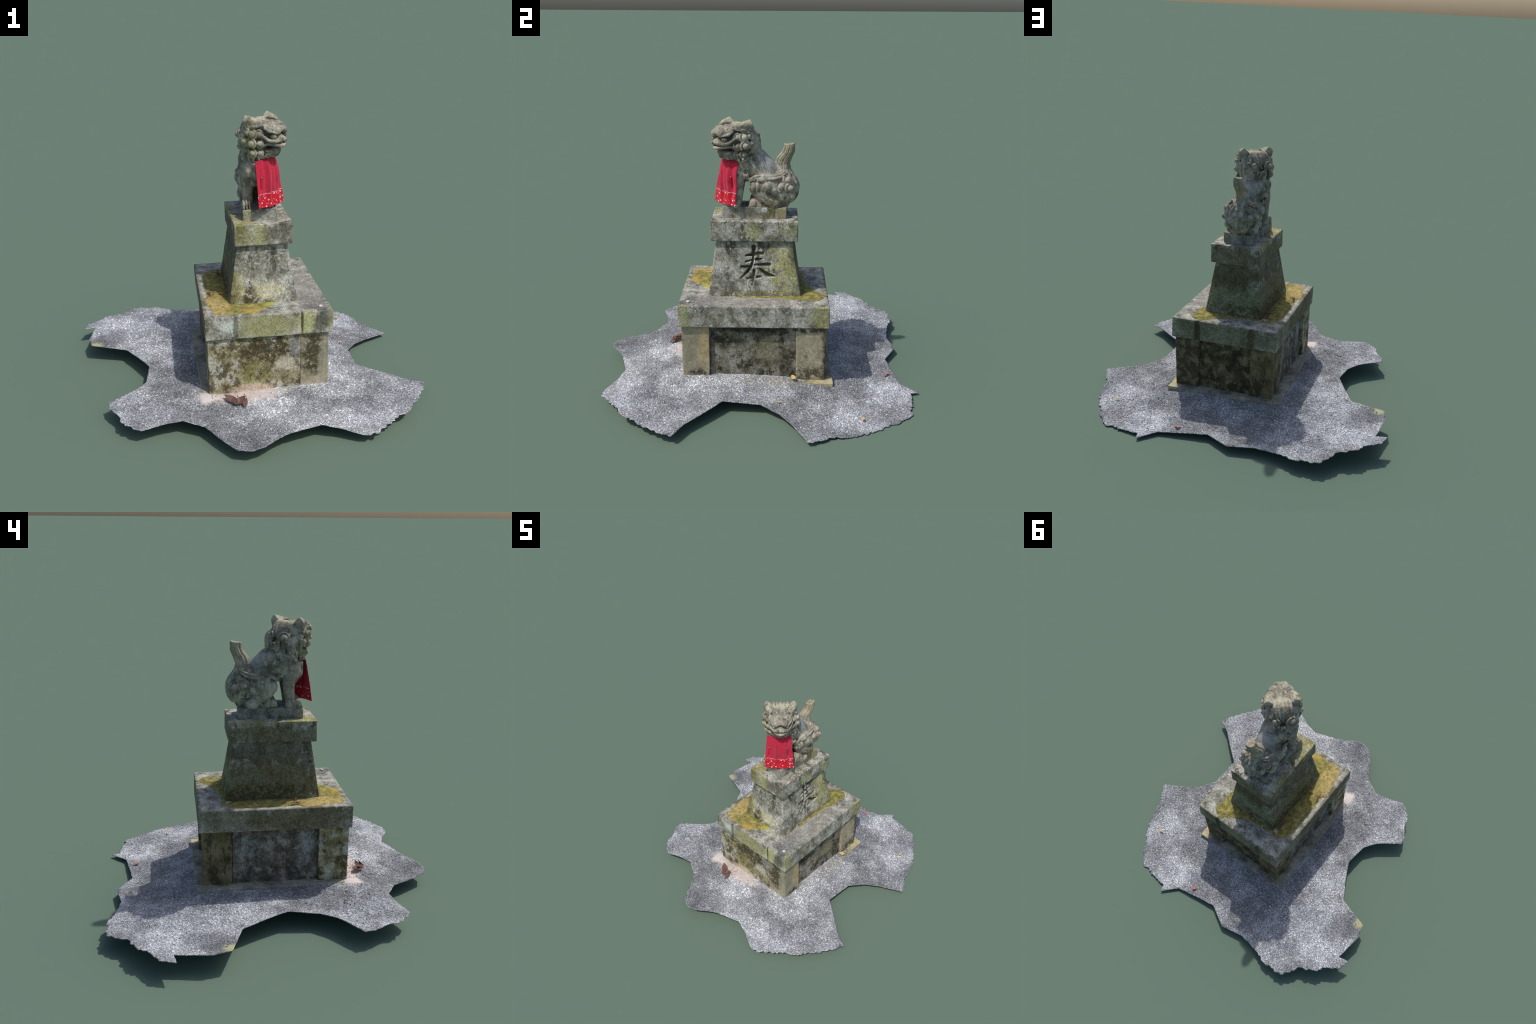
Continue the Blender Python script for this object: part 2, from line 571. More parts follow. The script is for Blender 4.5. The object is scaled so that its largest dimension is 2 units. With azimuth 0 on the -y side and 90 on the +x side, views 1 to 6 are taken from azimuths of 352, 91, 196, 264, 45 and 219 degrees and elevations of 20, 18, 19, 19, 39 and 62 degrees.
        for dz, r in ((0.0, 0.0075), (-0.012, 0.006)):
            g = 0.0 if s > 0 else -0.008
            S.add(*chain([o(0.020 + g, -0.068, 1.250 + dz), o(0.026 + g, -0.048, 1.254 + dz), o(0.031 + g, -0.024, 1.270 + dz), o(0.036 + g, 0.006, 1.276 + dz)],
                         [r * .7, r, r, r * .6]), 0.002, part)
    # --- tail curls on the rump -----------------------------------------------
    for c, n, r, t in (((0.184, 0.170, 1.249), (1, .4, .2), .0200, 1), ((0.189, 0.132, 1.210), (1, 0, 0), .0225, 1), ((0.190, 0.184, 1.200), (1, .6, 0), .0210, -1),
                       ((0.174, 0.192, 1.150), (.8, .7, -.2), .0170, 1),
                       ((0.046, 0.156, 1.251), (-1, .4, .2), .0200, -1), ((0.022, 0.137, 1.219), (-1, 0, 0), .0220, -1), ((0.029, 0.186, 1.203), (-1, .6, 0), .0205, 1),
                       ((0.046, 0.192, 1.152), (-.8, .7, -.2), .0160, -1)):
        curl(S, c, n, r, "tail", turn=t)
    # long strands wrapping round the tail ball
    for i, a in enumerate((-70, -40, -12, 15, 43, 74)):
        pts, rad = [], []
        for t in np.linspace(0, 1, 8):
            ph = math.radians(78 - 128 * t)
            rr = 0.079 * math.cos(ph)
            th = math.radians(a * (0.55 + 0.6 * math.sin(math.pi * min(t + .15, 1))) + 9 * math.sin(4 * t))
            pts.append((0.110 + rr * math.sin(th), 0.148 + rr * math.cos(th), 1.185 + 0.094 * math.sin(ph)))
            rad.append(0.0150 * (1 - 0.45 * t))
        S.add(*chain(pts, rad), 0.003, "tail")

    # --- head -----------------------------------------------------------------
    H = HEAD_AXES
    S.add(*ell(hd(0.008, 0, 1.468), (0.087, 0.089, 0.094), H), 0.02, "head")
    S.add(*ell(hd(0.02, 0, 1.412), (0.075, 0.084, 0.052), H), 0.02, "head")
    S.add(*hull([hd(-.01, .074, 1.552), hd(-.01, -.074, 1.552), hd(.105, .066, 1.556), hd(.105, -.066, 1.556), hd(.178, .050, 1.531), hd(.178, -.050, 1.531),
                 hd(.180, .046, 1.506), hd(.180, -.046, 1.506), hd(.09, .062, 1.50), hd(.09, -.062, 1.50), hd(-.02, .078, 1.50), hd(-.02, -.078, 1.50)], 0.022), 0.012, "head")
    S.add(*ell(hd(0.095, 0, 1.462), (0.078, 0.056, 0.038), H), 0.012, "head")               # muzzle
    for s in (1, -1):
        # brow: lumpy ridge turning up and back
        S.add(*ell(hd(0.163, s * 0.026, 1.517), (0.021, 0.024, 0.020), tilt(H, 12)), 0.006, "head")
        S.add(*chain([hd(0.168, s * 0.030, 1.507), hd(0.158, s * 0.050, 1.504), hd(0.140, s * 0.062, 1.512), hd(0.118, s * 0.074, 1.528)],
                     [0.012, 0.0115, 0.010, 0.008]), 0.004, "head")
        S.add(*chain([hd(0.152, s * 0.046, 1.522), hd(0.132, s * 0.060, 1.530), hd(0.108, s * 0.070, 1.542)], [0.010, 0.010, 0.009]), 0.004, "head")
        for f, l, z in ((.168, .014, 1.520), (.146, .032, 1.533), (.120, .020, 1.546), (.112, .048, 1.546)):
            S.add(*ell(hd(f, s * l, z), (.017, .015, .010), H), 0.010, "head")
        # cheek ridge from the nose back to the mane
        S.add(*chain([hd(0.172, s * 0.026, 1.462), hd(0.160, s * 0.046, 1.460), hd(0.132, s * 0.064, 1.468), hd(0.104, s * 0.079, 1.488)],
                     [0.010, 0.012, 0.011, 0.008]), 0.004, "head")
        S.cut(*ell(hd(0.152, s * 0.057, 1.488), (0.030, 0.024, 0.017), H), 0.004)           # eye socket
        S.add(*ell(hd(0.152, s * 0.044, 1.486), (0.016, 0.0150, 0.0140), H), 0.0015, "head")  # eye
        S.add(*ring(hd(0.160, s * 0.051, 1.486), hd(0.160, s * 0.051, 1.486) - hd(0.151, s * 0.043, 1.486), 0.0060, 0.0018), 0.001, "head")
        S.cut(*ell(hd(0.163, s * 0.0535, 1.486), (0.003, 0.003, 0.003), H), 0.001)
    S.add(*ell(hd(0.166, 0, 1.470), (0.026, 0.028, 0.017), H), 0.006, "head")               # nose
    S.add(*chain([hd(0.135, 0, 1.490), hd(0.172, 0, 1.478)], [0.020, 0.013]), 0.008, "head")
    for s in (1, -1):
        S.add(*ell(hd(0.177, s * 0.017, 1.465), (0.013, 0.012, 0.012), H), 0.002, "head")
        S.cut(*ell(hd(0.189, s * 0.014, 1.459), (0.007, 0.006, 0.006), H), 0.002)
    # jaw, then the open mouth carved between the lips
    S.add(*ell(hd(0.092, 0, 1.398), (0.058, 0.054, 0.028), H), 0.010, "head")
    S.cut(*ell(hd(0.124, 0, 1.424), (0.052, 0.080, 0.0100), tilt(H, -7)), 0.004)
    for s in (1, -1):
        S.add(*chain([hd(0.180, 0, 1.437), hd(0.172, s * 0.024, 1.436), hd(0.152, s * 0.045, 1.442), hd(0.126, s * 0.060, 1.446), hd(0.104, s * 0.070, 1.434)],
                     [0.009, 0.009, 0.008, 0.008, 0.006]), 0.003, "head")                   # upper lip
        S.add(*chain([hd(0.104, s * 0.070, 1.434), hd(0.098, s * 0.068, 1.418), hd(0.112, s * 0.056, 1.408), hd(0.134, s * 0.034, 1.404), hd(0.144, 0, 1.404)],
                     [0.006, 0.006, 0.006, 0.006, 0.006]), 0.003, "head")                   # lower lip
        # wavy beard along the jaw
        for j, (f, l, z) in enumerate(((.138, .012, 1.384), (.124, .032, 1.381), (.106, .048, 1.377), (.086, .060, 1.372))):
            S.add(*chain([hd(f, s * l, z + .010), hd(f - .006, s * l, z), hd(f - .018, s * (l + .004), z - .012)], [.009, .0105, .006]), 0.003, "head")
    for s in (1, -1):
        S.cut(*ell(hd(0.112, s * 0.066, 1.420), (0.020, 0.022, 0.0125), tilt(H, -10)), 0.003)
    S.add(*ell(hd(0.128, 0, 1.416), (0.024, 0.020, 0.006), H), 0.003, "head")               # tongue
    # ears: thick wedges pointing back, running forward into the brow
    for s, part in ((1, "ear"), (-1, "ear.001")):
        S.add(*hull([hd(-.004, s * .090, 1.596), hd(-.010, s * .050, 1.552), hd(-.004, s * .119, 1.560), hd(.002, s * .114, 1.522), hd(-.004, s * .075, 1.530),
                     hd(.050, s * .110, 1.568), hd(.055, s * .104, 1.522), hd(.098, s * .078, 1.562), hd(.100, s * .074, 1.528), hd(.085, s * .045, 1.566), hd(.03, s * .045, 1.564)],
                    0.008), 0.006, part)
        S.add(*ell(hd(0.060, s * 0.106, 1.534), (0.018, 0.008, 0.008), tilt(H, -20)), 0.003, "head")
        S.cut(*chain([hd(0.085, s * 0.092, 1.530), hd(0.040, s * 0.120, 1.522)], [0.003, 0.002]), 0.003)
    # hair combed back over the crown, parted by cut furrows
    crown = (-0.044, -0.022, 0.0, 0.022, 0.044)
    for l0 in crown:
        S.add(*chain([hd(0.035, l0 * 0.8, 1.547), hd(0.005, l0 * 1.0, 1.556), hd(-0.025, l0 * 1.1, 1.550), hd(-0.050, l0 * 1.1, 1.530), hd(-0.066, l0 * 0.95, 1.505), hd(-0.074, l0 * 0.7, 1.482)],
                     [0.006, 0.0115, 0.0135, 0.0135, 0.0115, 0.006]), 0.002, "head")
    for l0 in (-0.055, -0.033, -0.011, 0.011, 0.033, 0.055):
        S.cut(*chain([hd(0.000, l0 * 1.0, 1.570), hd(-0.026, l0 * 1.1, 1.564), hd(-0.056, l0 * 1.1, 1.540), hd(-0.075, l0 * 0.95, 1.511), hd(-0.086, l0 * 0.7, 1.484)],
                     [0.0015, 0.0040, 0.0056, 0.0056, 0.004]), 0.002)
    S.add(*ell(hd(-0.045, 0.080, 1.452), (0.036, 0.032, 0.056), H), 0.010, "head")
    S.add(*ell(hd(-0.028, -0.074, 1.452), (0.032, 0.026, 0.056), H), 0.010, "head")
    for s in (1, -1):
        S.add(*ell(hd(0.022, s * 0.082, 1.515), (0.042, 0.024, 0.032), H), 0.010, "head")
        for i in range(4):
            a = i / 3
            k2 = 1.0 if s > 0 else 0.80
            S.add(*chain([hd(-0.030 + 0.020 * a, s * (0.058 + 0.020 * a), 1.538 - 0.004 * i), hd((-0.066 + 0.066 * a) * k2, s * (0.064 + 0.044 * a) * (k2 * .15 + .85), 1.492 - 0.003 * i),
                          hd((-0.078 + 0.076 * a) * k2, s * (0.066 + 0.042 * a) * (k2 * .15 + .85), 1.440 - 0.003 * i), hd((-0.064 + 0.06 * a) * k2, s * (0.070 + 0.028 * a), 1.392)],
                         [0.008, 0.0125, 0.0130, 0.0060]), 0.0015, "head")
        # ruff of pointed locks under the curls
        for f, l, z in ((.070, .070, 1.375), (.045, .084, 1.372), (.018, .088, 1.374), (-.010, .082, 1.378), (-.036, .066, 1.382), (-.058, .040, 1.388), (-.070, .014, 1.392)):
            c = hd(f, s * l, z)
            g = hd(f * 1.03, s * l * 1.03, z - .017)
            S.add(*chain([hd(f, s * l, z + .016), c, g], [.010, .0125, .0055]), 0.002, "head")
    # mane curls: three rows on each cheek, and a group behind
    k = 0
    rows = [((.086, .083, 1.495), .0165), ((.057, .108, 1.497), .0190), ((.030, .113, 1.500), .0150),
            ((.087, .083, 1.446), .0165), ((.052, .111, 1.447), .0195), ((.010, .115, 1.457), .0170),
            ((.080, .073, 1.395), .0155), ((.050, .099, 1.396), .0175), ((.006, .096, 1.408), .0155)]
    for s in (1, -1):
        for (f, l, z), r in rows:
            c = hd(f, s * l, z)
            curl(S, c, hd(f + 0.25 * f / 0.08, s * (l + 0.9), z) - c, r, "mane_curl.%03d" % k, k=0.0015, turn=s * (1 if k % 2 else -1))
            k += 1
    for (f, l, z), r in (((-.083, .050, 1.485), .0215), ((-.082, -.049, 1.480), .0215), ((-.103, .001, 1.437), .0215),
                         ((-.046, -.084, 1.420), .0175), ((-.078, .074, 1.425), .0170)):
        c = hd(f, l, z)
        curl(S, c, hd(f * 3, l * 3, z) - c, r, "mane_curl.%03d" % k, k=0.0015, turn=1 if l > 0 else -1)
        k += 1
    # locks of the mane lying on neck and flank, laid onto the surface so far
    def flank(side, y, z):
        xs = 0.1 + side * np.linspace(0.02, 0.14, 121)
        d = S.at(np.stack([xs, np.full(121, y), np.full(121, z)], 1))
        i = np.nonzero(d < 0)[0]
        return xs[i[-1]] if len(i) else None
    locks = {1: [[(-.112, 1.366), (-.098, 1.322), (-.073, 1.286)], [(-.090, 1.372), (-.070, 1.330), (-.050, 1.290)],
                 [(-.061, 1.375), (-.032, 1.331), (-.008, 1.291)], [(-.030, 1.384), (-.006, 1.342), (.022, 1.290)],
                 [(-.004, 1.386), (.017, 1.340), (.042, 1.293)]],
             -1: [[(.004, 1.396), (.010, 1.370), (.028, 1.336)], [(-.010, 1.392), (-.001, 1.355), (.030, 1.320)],
                  [(-.046, 1.385), (-.034, 1.343), (-.016, 1.296)], [(-.083, 1.370), (-.079, 1.325), (-.056, 1.286)],
                  [(-.124, 1.372), (-.114, 1.336), (-.100, 1.310)], [(-.028, 1.392), (-.016, 1.350), (.008, 1.302)]]}
    for side, ls in locks.items():
        for yz in ls:
            for off, sc in ((0.0, 1.0), (0.011, 0.7)):
                t = np.linspace(0, 2, 7)
                y = np.interp(t, range(3), [p[0] for p in yz]) + off
                z = np.interp(t, range(3), [p[1] for p in yz]) + off * 0.5
                pts, rad = [], []
                for a, b, r in zip(y, z, (.0085, .0105, .0110, .0105, .009, .0065, .003)):
                    x = flank(side, a, b)
                    if x is not None and abs(x - 0.1) > 0.03:
                        pts.append((x - side * 0.0002, a, b))
                        rad.append(r * sc)
                if len(pts) > 2:
                    S.add(*chain(pts, rad), 0.002, "torso")
    S.cut(*chain([(0.100, 0.012, 1.412), (0.102, 0.050, 1.372)], [0.002, 0.002]), 0.004)

    # everything below the top of the little plinth is cut away
    S.cut(lambda x, y, z: z - 1.078 + 0 * x + 0 * y, (-0.1, -0.4, 0.9), (0.4, 0.4, 1.079), 0.002)
    verts, faces = S.skin((-0.05, -0.28, 1.066), (0.26, 0.26, 1.612), 0.0022)
    who, names = S.parts_at(verts[faces].mean(1))
    # weathering: fine erosion along the normal
    me = bpy.data.meshes.new("tmp")
    me.from_pydata(verts.tolist(), [], faces.tolist())
    me.update()
    nr = np.empty(len(verts) * 3)
    me.vertex_normals.foreach_get("vector", nr)
    nr = nr.reshape(-1, 3)
    verts = verts + nr * (0.0007 * fbm(verts, 90, 3, 3) + 0.0010 * fbm(verts, 30, 2, 5))[:, None]
    me.vertices.foreach_set("co", verts.ravel())
    me.update()
    me.vertex_normals.foreach_get("vector", nr.reshape(-1))
    nr2 = np.empty(len(verts) * 3)
    me.vertex_normals.foreach_get("vector", nr2)
    nr2 = nr2.reshape(-1, 3)
    bpy.data.meshes.remove(me)
    return verts, faces, nr2, who, names, S


def make_lion(mat, mat_base):
    root = root_empty("guardian_lion_statue", LION_ROOT, "seated stone guardian lion with curled mane, head turned, wearing a red bib", "statue")
    global LION_SOLID
    verts, faces, nrm, who, names, LION_SOLID = build_lion()
    made = {}
    order = sorted(range(len(names)), key=lambda i: names[i].startswith(("mane", "ear")))
    for i in order:
        f = faces[who == i]
        if len(f) < 4:
            continue
        used, inv = np.unique(f, return_inverse=True)
        parent = made.get("head", root) if names[i].startswith(("mane", "ear")) else root
        base = names[i].split(".")[0]
        ob = mesh_object(base, verts[used], inv.reshape(f.shape), mat, parent, origin=LION_ROOT)
        ob.data.normals_split_custom_set_from_vertices(nrm[used].tolist())
        made.setdefault(names[i], ob)
    # low plinth carved with the lion
    A, B, C, D = (0.000, -0.204), (0.190, -0.214), (0.206, 0.160), (0.026, 0.170)
    zb, zt = 1.005, (1.081, 1.088, 1.085, 1.082)
    cs = [(*p, zb) for p in (A, B, C, D)] + [(*p, z) for p, z in zip((A, B, C, D), zt)]
    block("statue_base", cs, 0.005, 0.006, mat_base, root, LION_ROOT, seed=11, chip=0.6)
    return root
# ---------------------------------------------------------------- pedestal
def block(name, corners, step, r, mat, parent, origin, seed=0, chip=1.0, rough=1.0, carve=None, inlay=None):
    """Hewn block through eight corners (bottom then top, each -x-y, +x-y, +x+y, -x+y),
    with worn rounded edges, chips and a slightly uneven face."""
    c = np.asarray(corners, float)
    L = np.array([np.linalg.norm(c[1] - c[0]), np.linalg.norm(c[3] - c[0]), np.linalg.norm(c[4] - c[0])])
    ax = []
    for a in range(3):
        n = max(int((L[a] - 2 * r) / step), 1)
        e = r * np.array([0, .12, .3, .55, .8])
        ax.append(np.concatenate([e, np.linspace(r, L[a] - r, n + 1), L[a] - e[::-1]]))
    n = [len(a) for a in ax]
    ids, quads = {}, []
    idx = -np.ones(n, np.int64)
    surf = np.zeros(n, bool)
    for a in range(3):
        s = [slice(None)] * 3
        for e in (0, -1):
            s[a] = e
            surf[tuple(s)] = True
    where = np.argwhere(surf)
    idx[where[:, 0], where[:, 1], where[:, 2]] = np.arange(len(where))
    for a in range(3):
        for e in (0, n[a] - 1):
            g = idx.take(e, axis=a)
            q = np.stack([g[:-1, :-1], g[1:, :-1], g[1:, 1:], g[:-1, 1:]], -1).reshape(-1, 4)
            flip = (e == 0) != (a == 1)
            quads.append(q[:, ::-1] if flip else q)
    quads = np.concatenate(quads)
    p = np.stack([ax[i][where[:, i]] for i in range(3)], 1)

    def world(p):
        u, v, w = (p / L).T[:, :, None]
        lo = (c[0] * (1 - u) + c[1] * u) * (1 - v) + (c[3] * (1 - u) + c[2] * u) * v
        hi = (c[4] * (1 - u) + c[5] * u) * (1 - v) + (c[7] * (1 - u) + c[6] * u) * v
        return lo * (1 - w) + hi * w
    P0 = world(p)
    rr = r * (0.75 + 0.6 * fbm(P0, 18, 3, seed) + chip * 0.9 * smoothstep(0.25, 0.7, fbm(P0, 26, 3, seed + 4)))
    rr = np.clip(rr, 0.25 * r, r)[:, None]
    q = np.clip(p, r, L - r)
    d = p - q
    nn = d / np.linalg.norm(d, axis=1, keepdims=True)
    # edge zone: shrink towards a rounded box; faces stay put
    edge = (np.abs(d) > 1e-9).sum(1) > 1
    p2 = np.clip(p, rr, L - rr)
    d2 = p - p2
    n2 = d2 / np.maximum(np.linalg.norm(d2, axis=1, keepdims=True), 1e-9)
    p = np.where(edge[:, None], p2 + n2 * rr, p)
    P = world(p)
    face_n = np.where(np.abs(d) >= r - 1e-9, np.sign(d), 0)
    nrm = np.where(edge[:, None], nn, face_n)
    inward = -rough * (0.0013 * fbm(P, 9, 3, seed + 1) + 0.0009 * fbm(P, 60, 3, seed + 2))
    if carve is not None:
        inward = inward + carve(P, nrm)
    P = P - nrm * inward[:, None]
    ob = mesh_object(name, P, quads, mat, parent, origin=origin)
    if inlay is not None:                                   # grime lying in the carved strokes
        ob.data.materials.append(inlay)
        deep = carve(world(p), nrm)[quads].mean(1) > 0.0085
        ob.data.polygons.foreach_set("material_index", deep.astype(np.int32))
    return ob


def joints(specs, width=0.006, depth=0.005):
    """Carving callback: open joints in a face.  specs: (axis, position, face axis, face sign)."""
    def fn(P, n):
        out = np.zeros(len(P))
        for axis, pos, fa, fs, dep in specs:
            w = pos + 0.004 * fbm(P, 14, 2, 31)
            m = (n[:, fa] * fs > 0.3) * (1 - smoothstep(width * 0.35, width, np.abs(P[:, axis] - w)))
            out = out + m * dep
        return out
    return fn


# brush strokes of the large carved character, (y, z) on the right face, with half widths
CHARACTER = [([(-.028, .860), (-.029, .836), (-.031, .800)], (.013, .010, .007)),
             ([(-.070, .809), (-.032, .812), (.000, .822), (.024, .822)], (.007, .010, .009, .009)),
             ([(-.030, .796), (-.034, .770), (-.045, .743), (-.058, .719), (-.079, .698), (-.106, .670)], (.007, .007, .009, .009, .007, .003)),
             ([(-.074, .772), (-.042, .780)], (.006, .006)),
             ([(-.013, .786), (.017, .789)], (.007, .006)),
             ([(-.100, .741), (-.068, .742), (-.045, .746)], (.007, .008, .006)),
             ([(-.020, .754), (.010, .755), (.064, .757)], (.006, .008, .010)),
             ([(.006, .733), (.029, .712), (.053, .696), (.100, .687)], (.005, .010, .013, .004)),
             ([(-.025, .722), (-.027, .690), (-.031, .632)], (.008, .007, .002)),
             ([(-.064, .672), (-.031, .677)], (.006, .006)),
             ([(-.008, .680), (.015, .685)], (.007, .006))]

# worn small strokes in columns on the left panel, (y, z)
SMALL_MARKS = [[(.010, .378), (-.011, .385), (-.029, .385)], [(-.013, .385), (-.003, .369), (.010, .359)], [(-.003, .377), (-.018, .377), (-.019, .360)],
               [(-.004, .338), (-.029, .343)], [(-.014, .338), (-.014, .316)], [(.001, .266), (-.033, .270)], [(-.002, .291), (-.017, .290)],
               [(-.007, .257), (-.023, .256)], [(-.005, .237), (-.028, .236)], [(-.003, .189), (-.006, .171)], [(-.026, .193), (-.028, .162)],
               [(-.008, .191), (-.021, .191)], [(-.056, .277), (-.074, .282)], [(-.087, .273), (-.075, .254)], [(-.058, .234), (-.085, .239)],
               [(-.070, .205), (-.086, .205)], [(-.066, .188), (-.084, .190)], [(-.074, .174), (-.087, .179)], [(-.061, .160), (-.061, .140)],
               [(-.077, .159), (-.082, .139)], [(-.100, .398), (-.126, .403)], [(-.105, .395), (-.108, .373)], [(-.113, .381), (-.131, .380)],
               [(-.109, .353), (-.142, .357)], [(-.112, .314), (-.141, .321)], [(-.107, .297), (-.144, .301)], [(-.124, .313), (-.125, .268)],
               [(-.111, .258), (-.142, .259)], [(-.125, .257), (-.126, .231)], [(-.114, .232), (-.140, .233)], [(-.117, .206), (-.138, .211)],
               [(-.128, .205), (-.128, .188)], [(-.116, .166), (-.136, .168)], [(-.121, .151), (-.137, .153)], [(-.124, .145), (-.130, .131)]]


def carve_character(P, n):
    out = np.zeros(len(P))
    m = n[:, 0] > 0.9
    y, z = P[m, 1], P[m, 2]
    wob = 0.0012 * fbm(P[m], 70, 2, 5)
    deep = np.zeros(m.sum())
    for pts, w in CHARACTER:
        d, t = polyline_dist(y, z, pts)
        hw = np.interp(t, np.linspace(0, 1, len(w)), w) * 1.22 + wob
        deep = np.maximum(deep, np.minimum(0.0190, 1.7 * hw) * (1 - smoothstep(0.50, 1.05, d / hw)))
    out[m] = deep
    return out


def carve_marks(P, n):
    out = np.zeros(len(P))
    m = n[:, 0] < -0.9
    y, z = P[m, 1], P[m, 2]
    deep = np.zeros(m.sum())
    for pts in SMALL_MARKS:
        d, t = polyline_dist(y, z, pts)
        deep = np.maximum(deep, 0.0034 * (1 - smoothstep(0.0014, 0.0040, d)))
    out[m] = deep
    return out


PED_ROOT = np.array((0.095, -0.02, 0.0))


def make_pedestal(M):
    root = root_empty("stone_pedestal", PED_ROOT, "stepped weathered granite pedestal with mossy ledges and a carved character", "pedestal")
    o = PED_ROOT
    # top slab
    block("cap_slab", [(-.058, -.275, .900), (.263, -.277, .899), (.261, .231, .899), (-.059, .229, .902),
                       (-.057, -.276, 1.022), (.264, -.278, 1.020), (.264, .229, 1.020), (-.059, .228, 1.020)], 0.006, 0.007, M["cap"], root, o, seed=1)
    # tapered block with the carved character on its right side
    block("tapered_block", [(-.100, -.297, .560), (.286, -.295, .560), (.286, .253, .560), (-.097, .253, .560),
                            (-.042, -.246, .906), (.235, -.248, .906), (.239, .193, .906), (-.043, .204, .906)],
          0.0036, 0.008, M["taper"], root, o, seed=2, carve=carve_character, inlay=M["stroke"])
    # ledge slab, with joints open at front and back
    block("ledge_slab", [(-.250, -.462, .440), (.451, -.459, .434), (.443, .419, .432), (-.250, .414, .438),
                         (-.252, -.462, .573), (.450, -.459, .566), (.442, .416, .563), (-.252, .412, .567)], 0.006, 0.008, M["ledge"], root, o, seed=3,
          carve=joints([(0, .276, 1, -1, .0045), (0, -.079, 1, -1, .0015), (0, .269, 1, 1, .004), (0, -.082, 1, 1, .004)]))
    # base course: four corner posts with panels set a little back between them
    zb, zt = 0.055, 0.443
    def prism(name, x0, x1, y0, y1, mat, seed, carve=None, r=.006, step=.006, lean=.002):
        block(name, [(x0, y0, zb), (x1, y0, zb), (x1, y1, zb), (x0, y1, zb), (x0, y0, zt), (x1 + lean, y0 - lean, zt), (x1 + lean, y1 + lean, zt), (x0 - lean, y1 + lean, zt)],
              step, r, mat, root, o, seed=seed, carve=carve)
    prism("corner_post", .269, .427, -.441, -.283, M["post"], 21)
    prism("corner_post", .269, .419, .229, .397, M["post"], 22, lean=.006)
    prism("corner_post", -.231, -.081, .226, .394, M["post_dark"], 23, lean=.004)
    prism("corner_post", -.240, -.0795, -.445, -.275, M["panel_front"], 24, r=.0025)
    prism("panel", -.079, .267, -.4405, -.300, M["panel_front"], 25, r=.0025)
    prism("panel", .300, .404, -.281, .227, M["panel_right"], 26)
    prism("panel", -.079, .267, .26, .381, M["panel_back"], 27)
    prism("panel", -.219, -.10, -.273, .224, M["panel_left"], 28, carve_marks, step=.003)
    # low footing that shows beside and behind the base
    block("footing", [(-.287, -.43, .0), (.452, -.43, .0), (.456, .447, .01), (-.289, .430, .01),
                      (-.284, -.43, .112), (.452, -.43, .094), (.457, .449, .089), (-.291, .432, .106)], 0.008, 0.008, M["footing"], root, o, seed=6)
    return root
# ------------------------------------------------------------------ ground
GROUND_ROOT = np.array((0.0, 0.0, 0.0))
# ragged outline of the gravel patch: (x, y, roughness of the edge that follows)
OUTLINE = [(.997, -.435, 0), (.955, -.411, 0), (.896, -.383, 0), (.752, -.262, 0), (.661, -.190, 0), (.667, .023, 0), (.743, .134, 0), (.850, .212, 0),
           (.993, .284, 1), (.962, .356, 1), (.922, .417, 1), (.901, .510, 1), (.882, .574, 1), (.837, .656, 1), (.786, .733, 1), (.739, .811, 1), (.670, .882, 1),
           (.540, .906, .6), (.434, .916, 0), (.417, .966, 0), (.324, .865, 0), (.180, .838, 0), (.027, .812, 0), (-.121, .892, 0), (-.280, .860, .3), (-.370, .871, .4),
           (-.453, .888, .6), (-.516, .916, 1), (-.596, .913, 1), (-.675, .910, 1), (-.716, .846, 1), (-.754, .790, 1), (-.805, .772, 1), (-.864, .742, 1),
           (-.875, .695, .6), (-.966, .640, .3), (-.999, .550, 0), (-.925, .567, 0), (-.953, .372, 1), (-.940, .325, 1), (-.918, .276, 0), (-.709, .210, 0),
           (-.631, .074, 0), (-.570, -.050, 0), (-.589, -.217, 0), (-.650, -.302, 0), (-.802, -.420, .8), (-.786, -.476, 1), (-.750, -.530, 1), (-.728, -.600, 1),
           (-.690, -.655, .6), (-.616, -.711, 0), (-.500, -.672, 0), (-.403, -.655, 0), (-.287, -.720, 0), (-.218, -.838, 0), (-.145, -.945, 0), (-.075, -.970, 0),
           (-.005, -.951, 0), (.072, -.897, 0), (.130, -.866, 0), (.311, -.810, 0), (.410, -.842, 0), (.514, -.897, 1), (.594, -.892, 1), (.659, -.834, 1),
           (.703, -.813, 1), (.735, -.768, 1), (.805, -.733, 1), (.849, -.667, 1), (.903, -.606, 1), (.970, -.495, .5)]
# heights of the surface: (x, y, z)
HEIGHTS = [(.997, -.435, .058), (.661, -.190, .078), (.667, .023, .064), (.743, .134, .048), (.993, .284, .028), (.417, .966, .018), (.324, .865, .023),
           (.027, .812, .042), (-.121, .892, .047), (-.280, .860, .053), (-.516, .916, .071), (-.675, .910, .082), (-.864, .742, .109), (-.966, .640, .109),
           (-.999, .550, .108), (-.953, .372, .111), (-.918, .276, .115), (-.709, .210, .099), (-.570, -.045, .107), (-.589, -.217, .095), (-.650, -.300, .101),
           (-.802, -.420, .098), (-.616, -.711, .089), (-.403, -.655, .091), (-.287, -.720, .081), (-.145, -.945, .075), (-.005, -.949, .085), (.130, -.862, .091),
           (.311, -.809, .086), (.514, -.894, .056), (.601, -.881, .063), (.798, -.733, .068), (.899, -.612, .061), (.74, .81, .004), (.90, .52, .006),
           (-.26, -.46, .112), (-.08, -.46, .104), (.10, -.46, .116), (.27, -.46, .113), (.445, -.45, .120), (.445, -.26, .116), (.445, -.06, .112), (.445, .12, .104),
           (.47, .24, .092), (.475, .46, .066), (.1, .47, .075), (-.30, .45, .088), (-.30, .2, .093), (-.30, -.1, .096), (-.30, -.35, .108)]


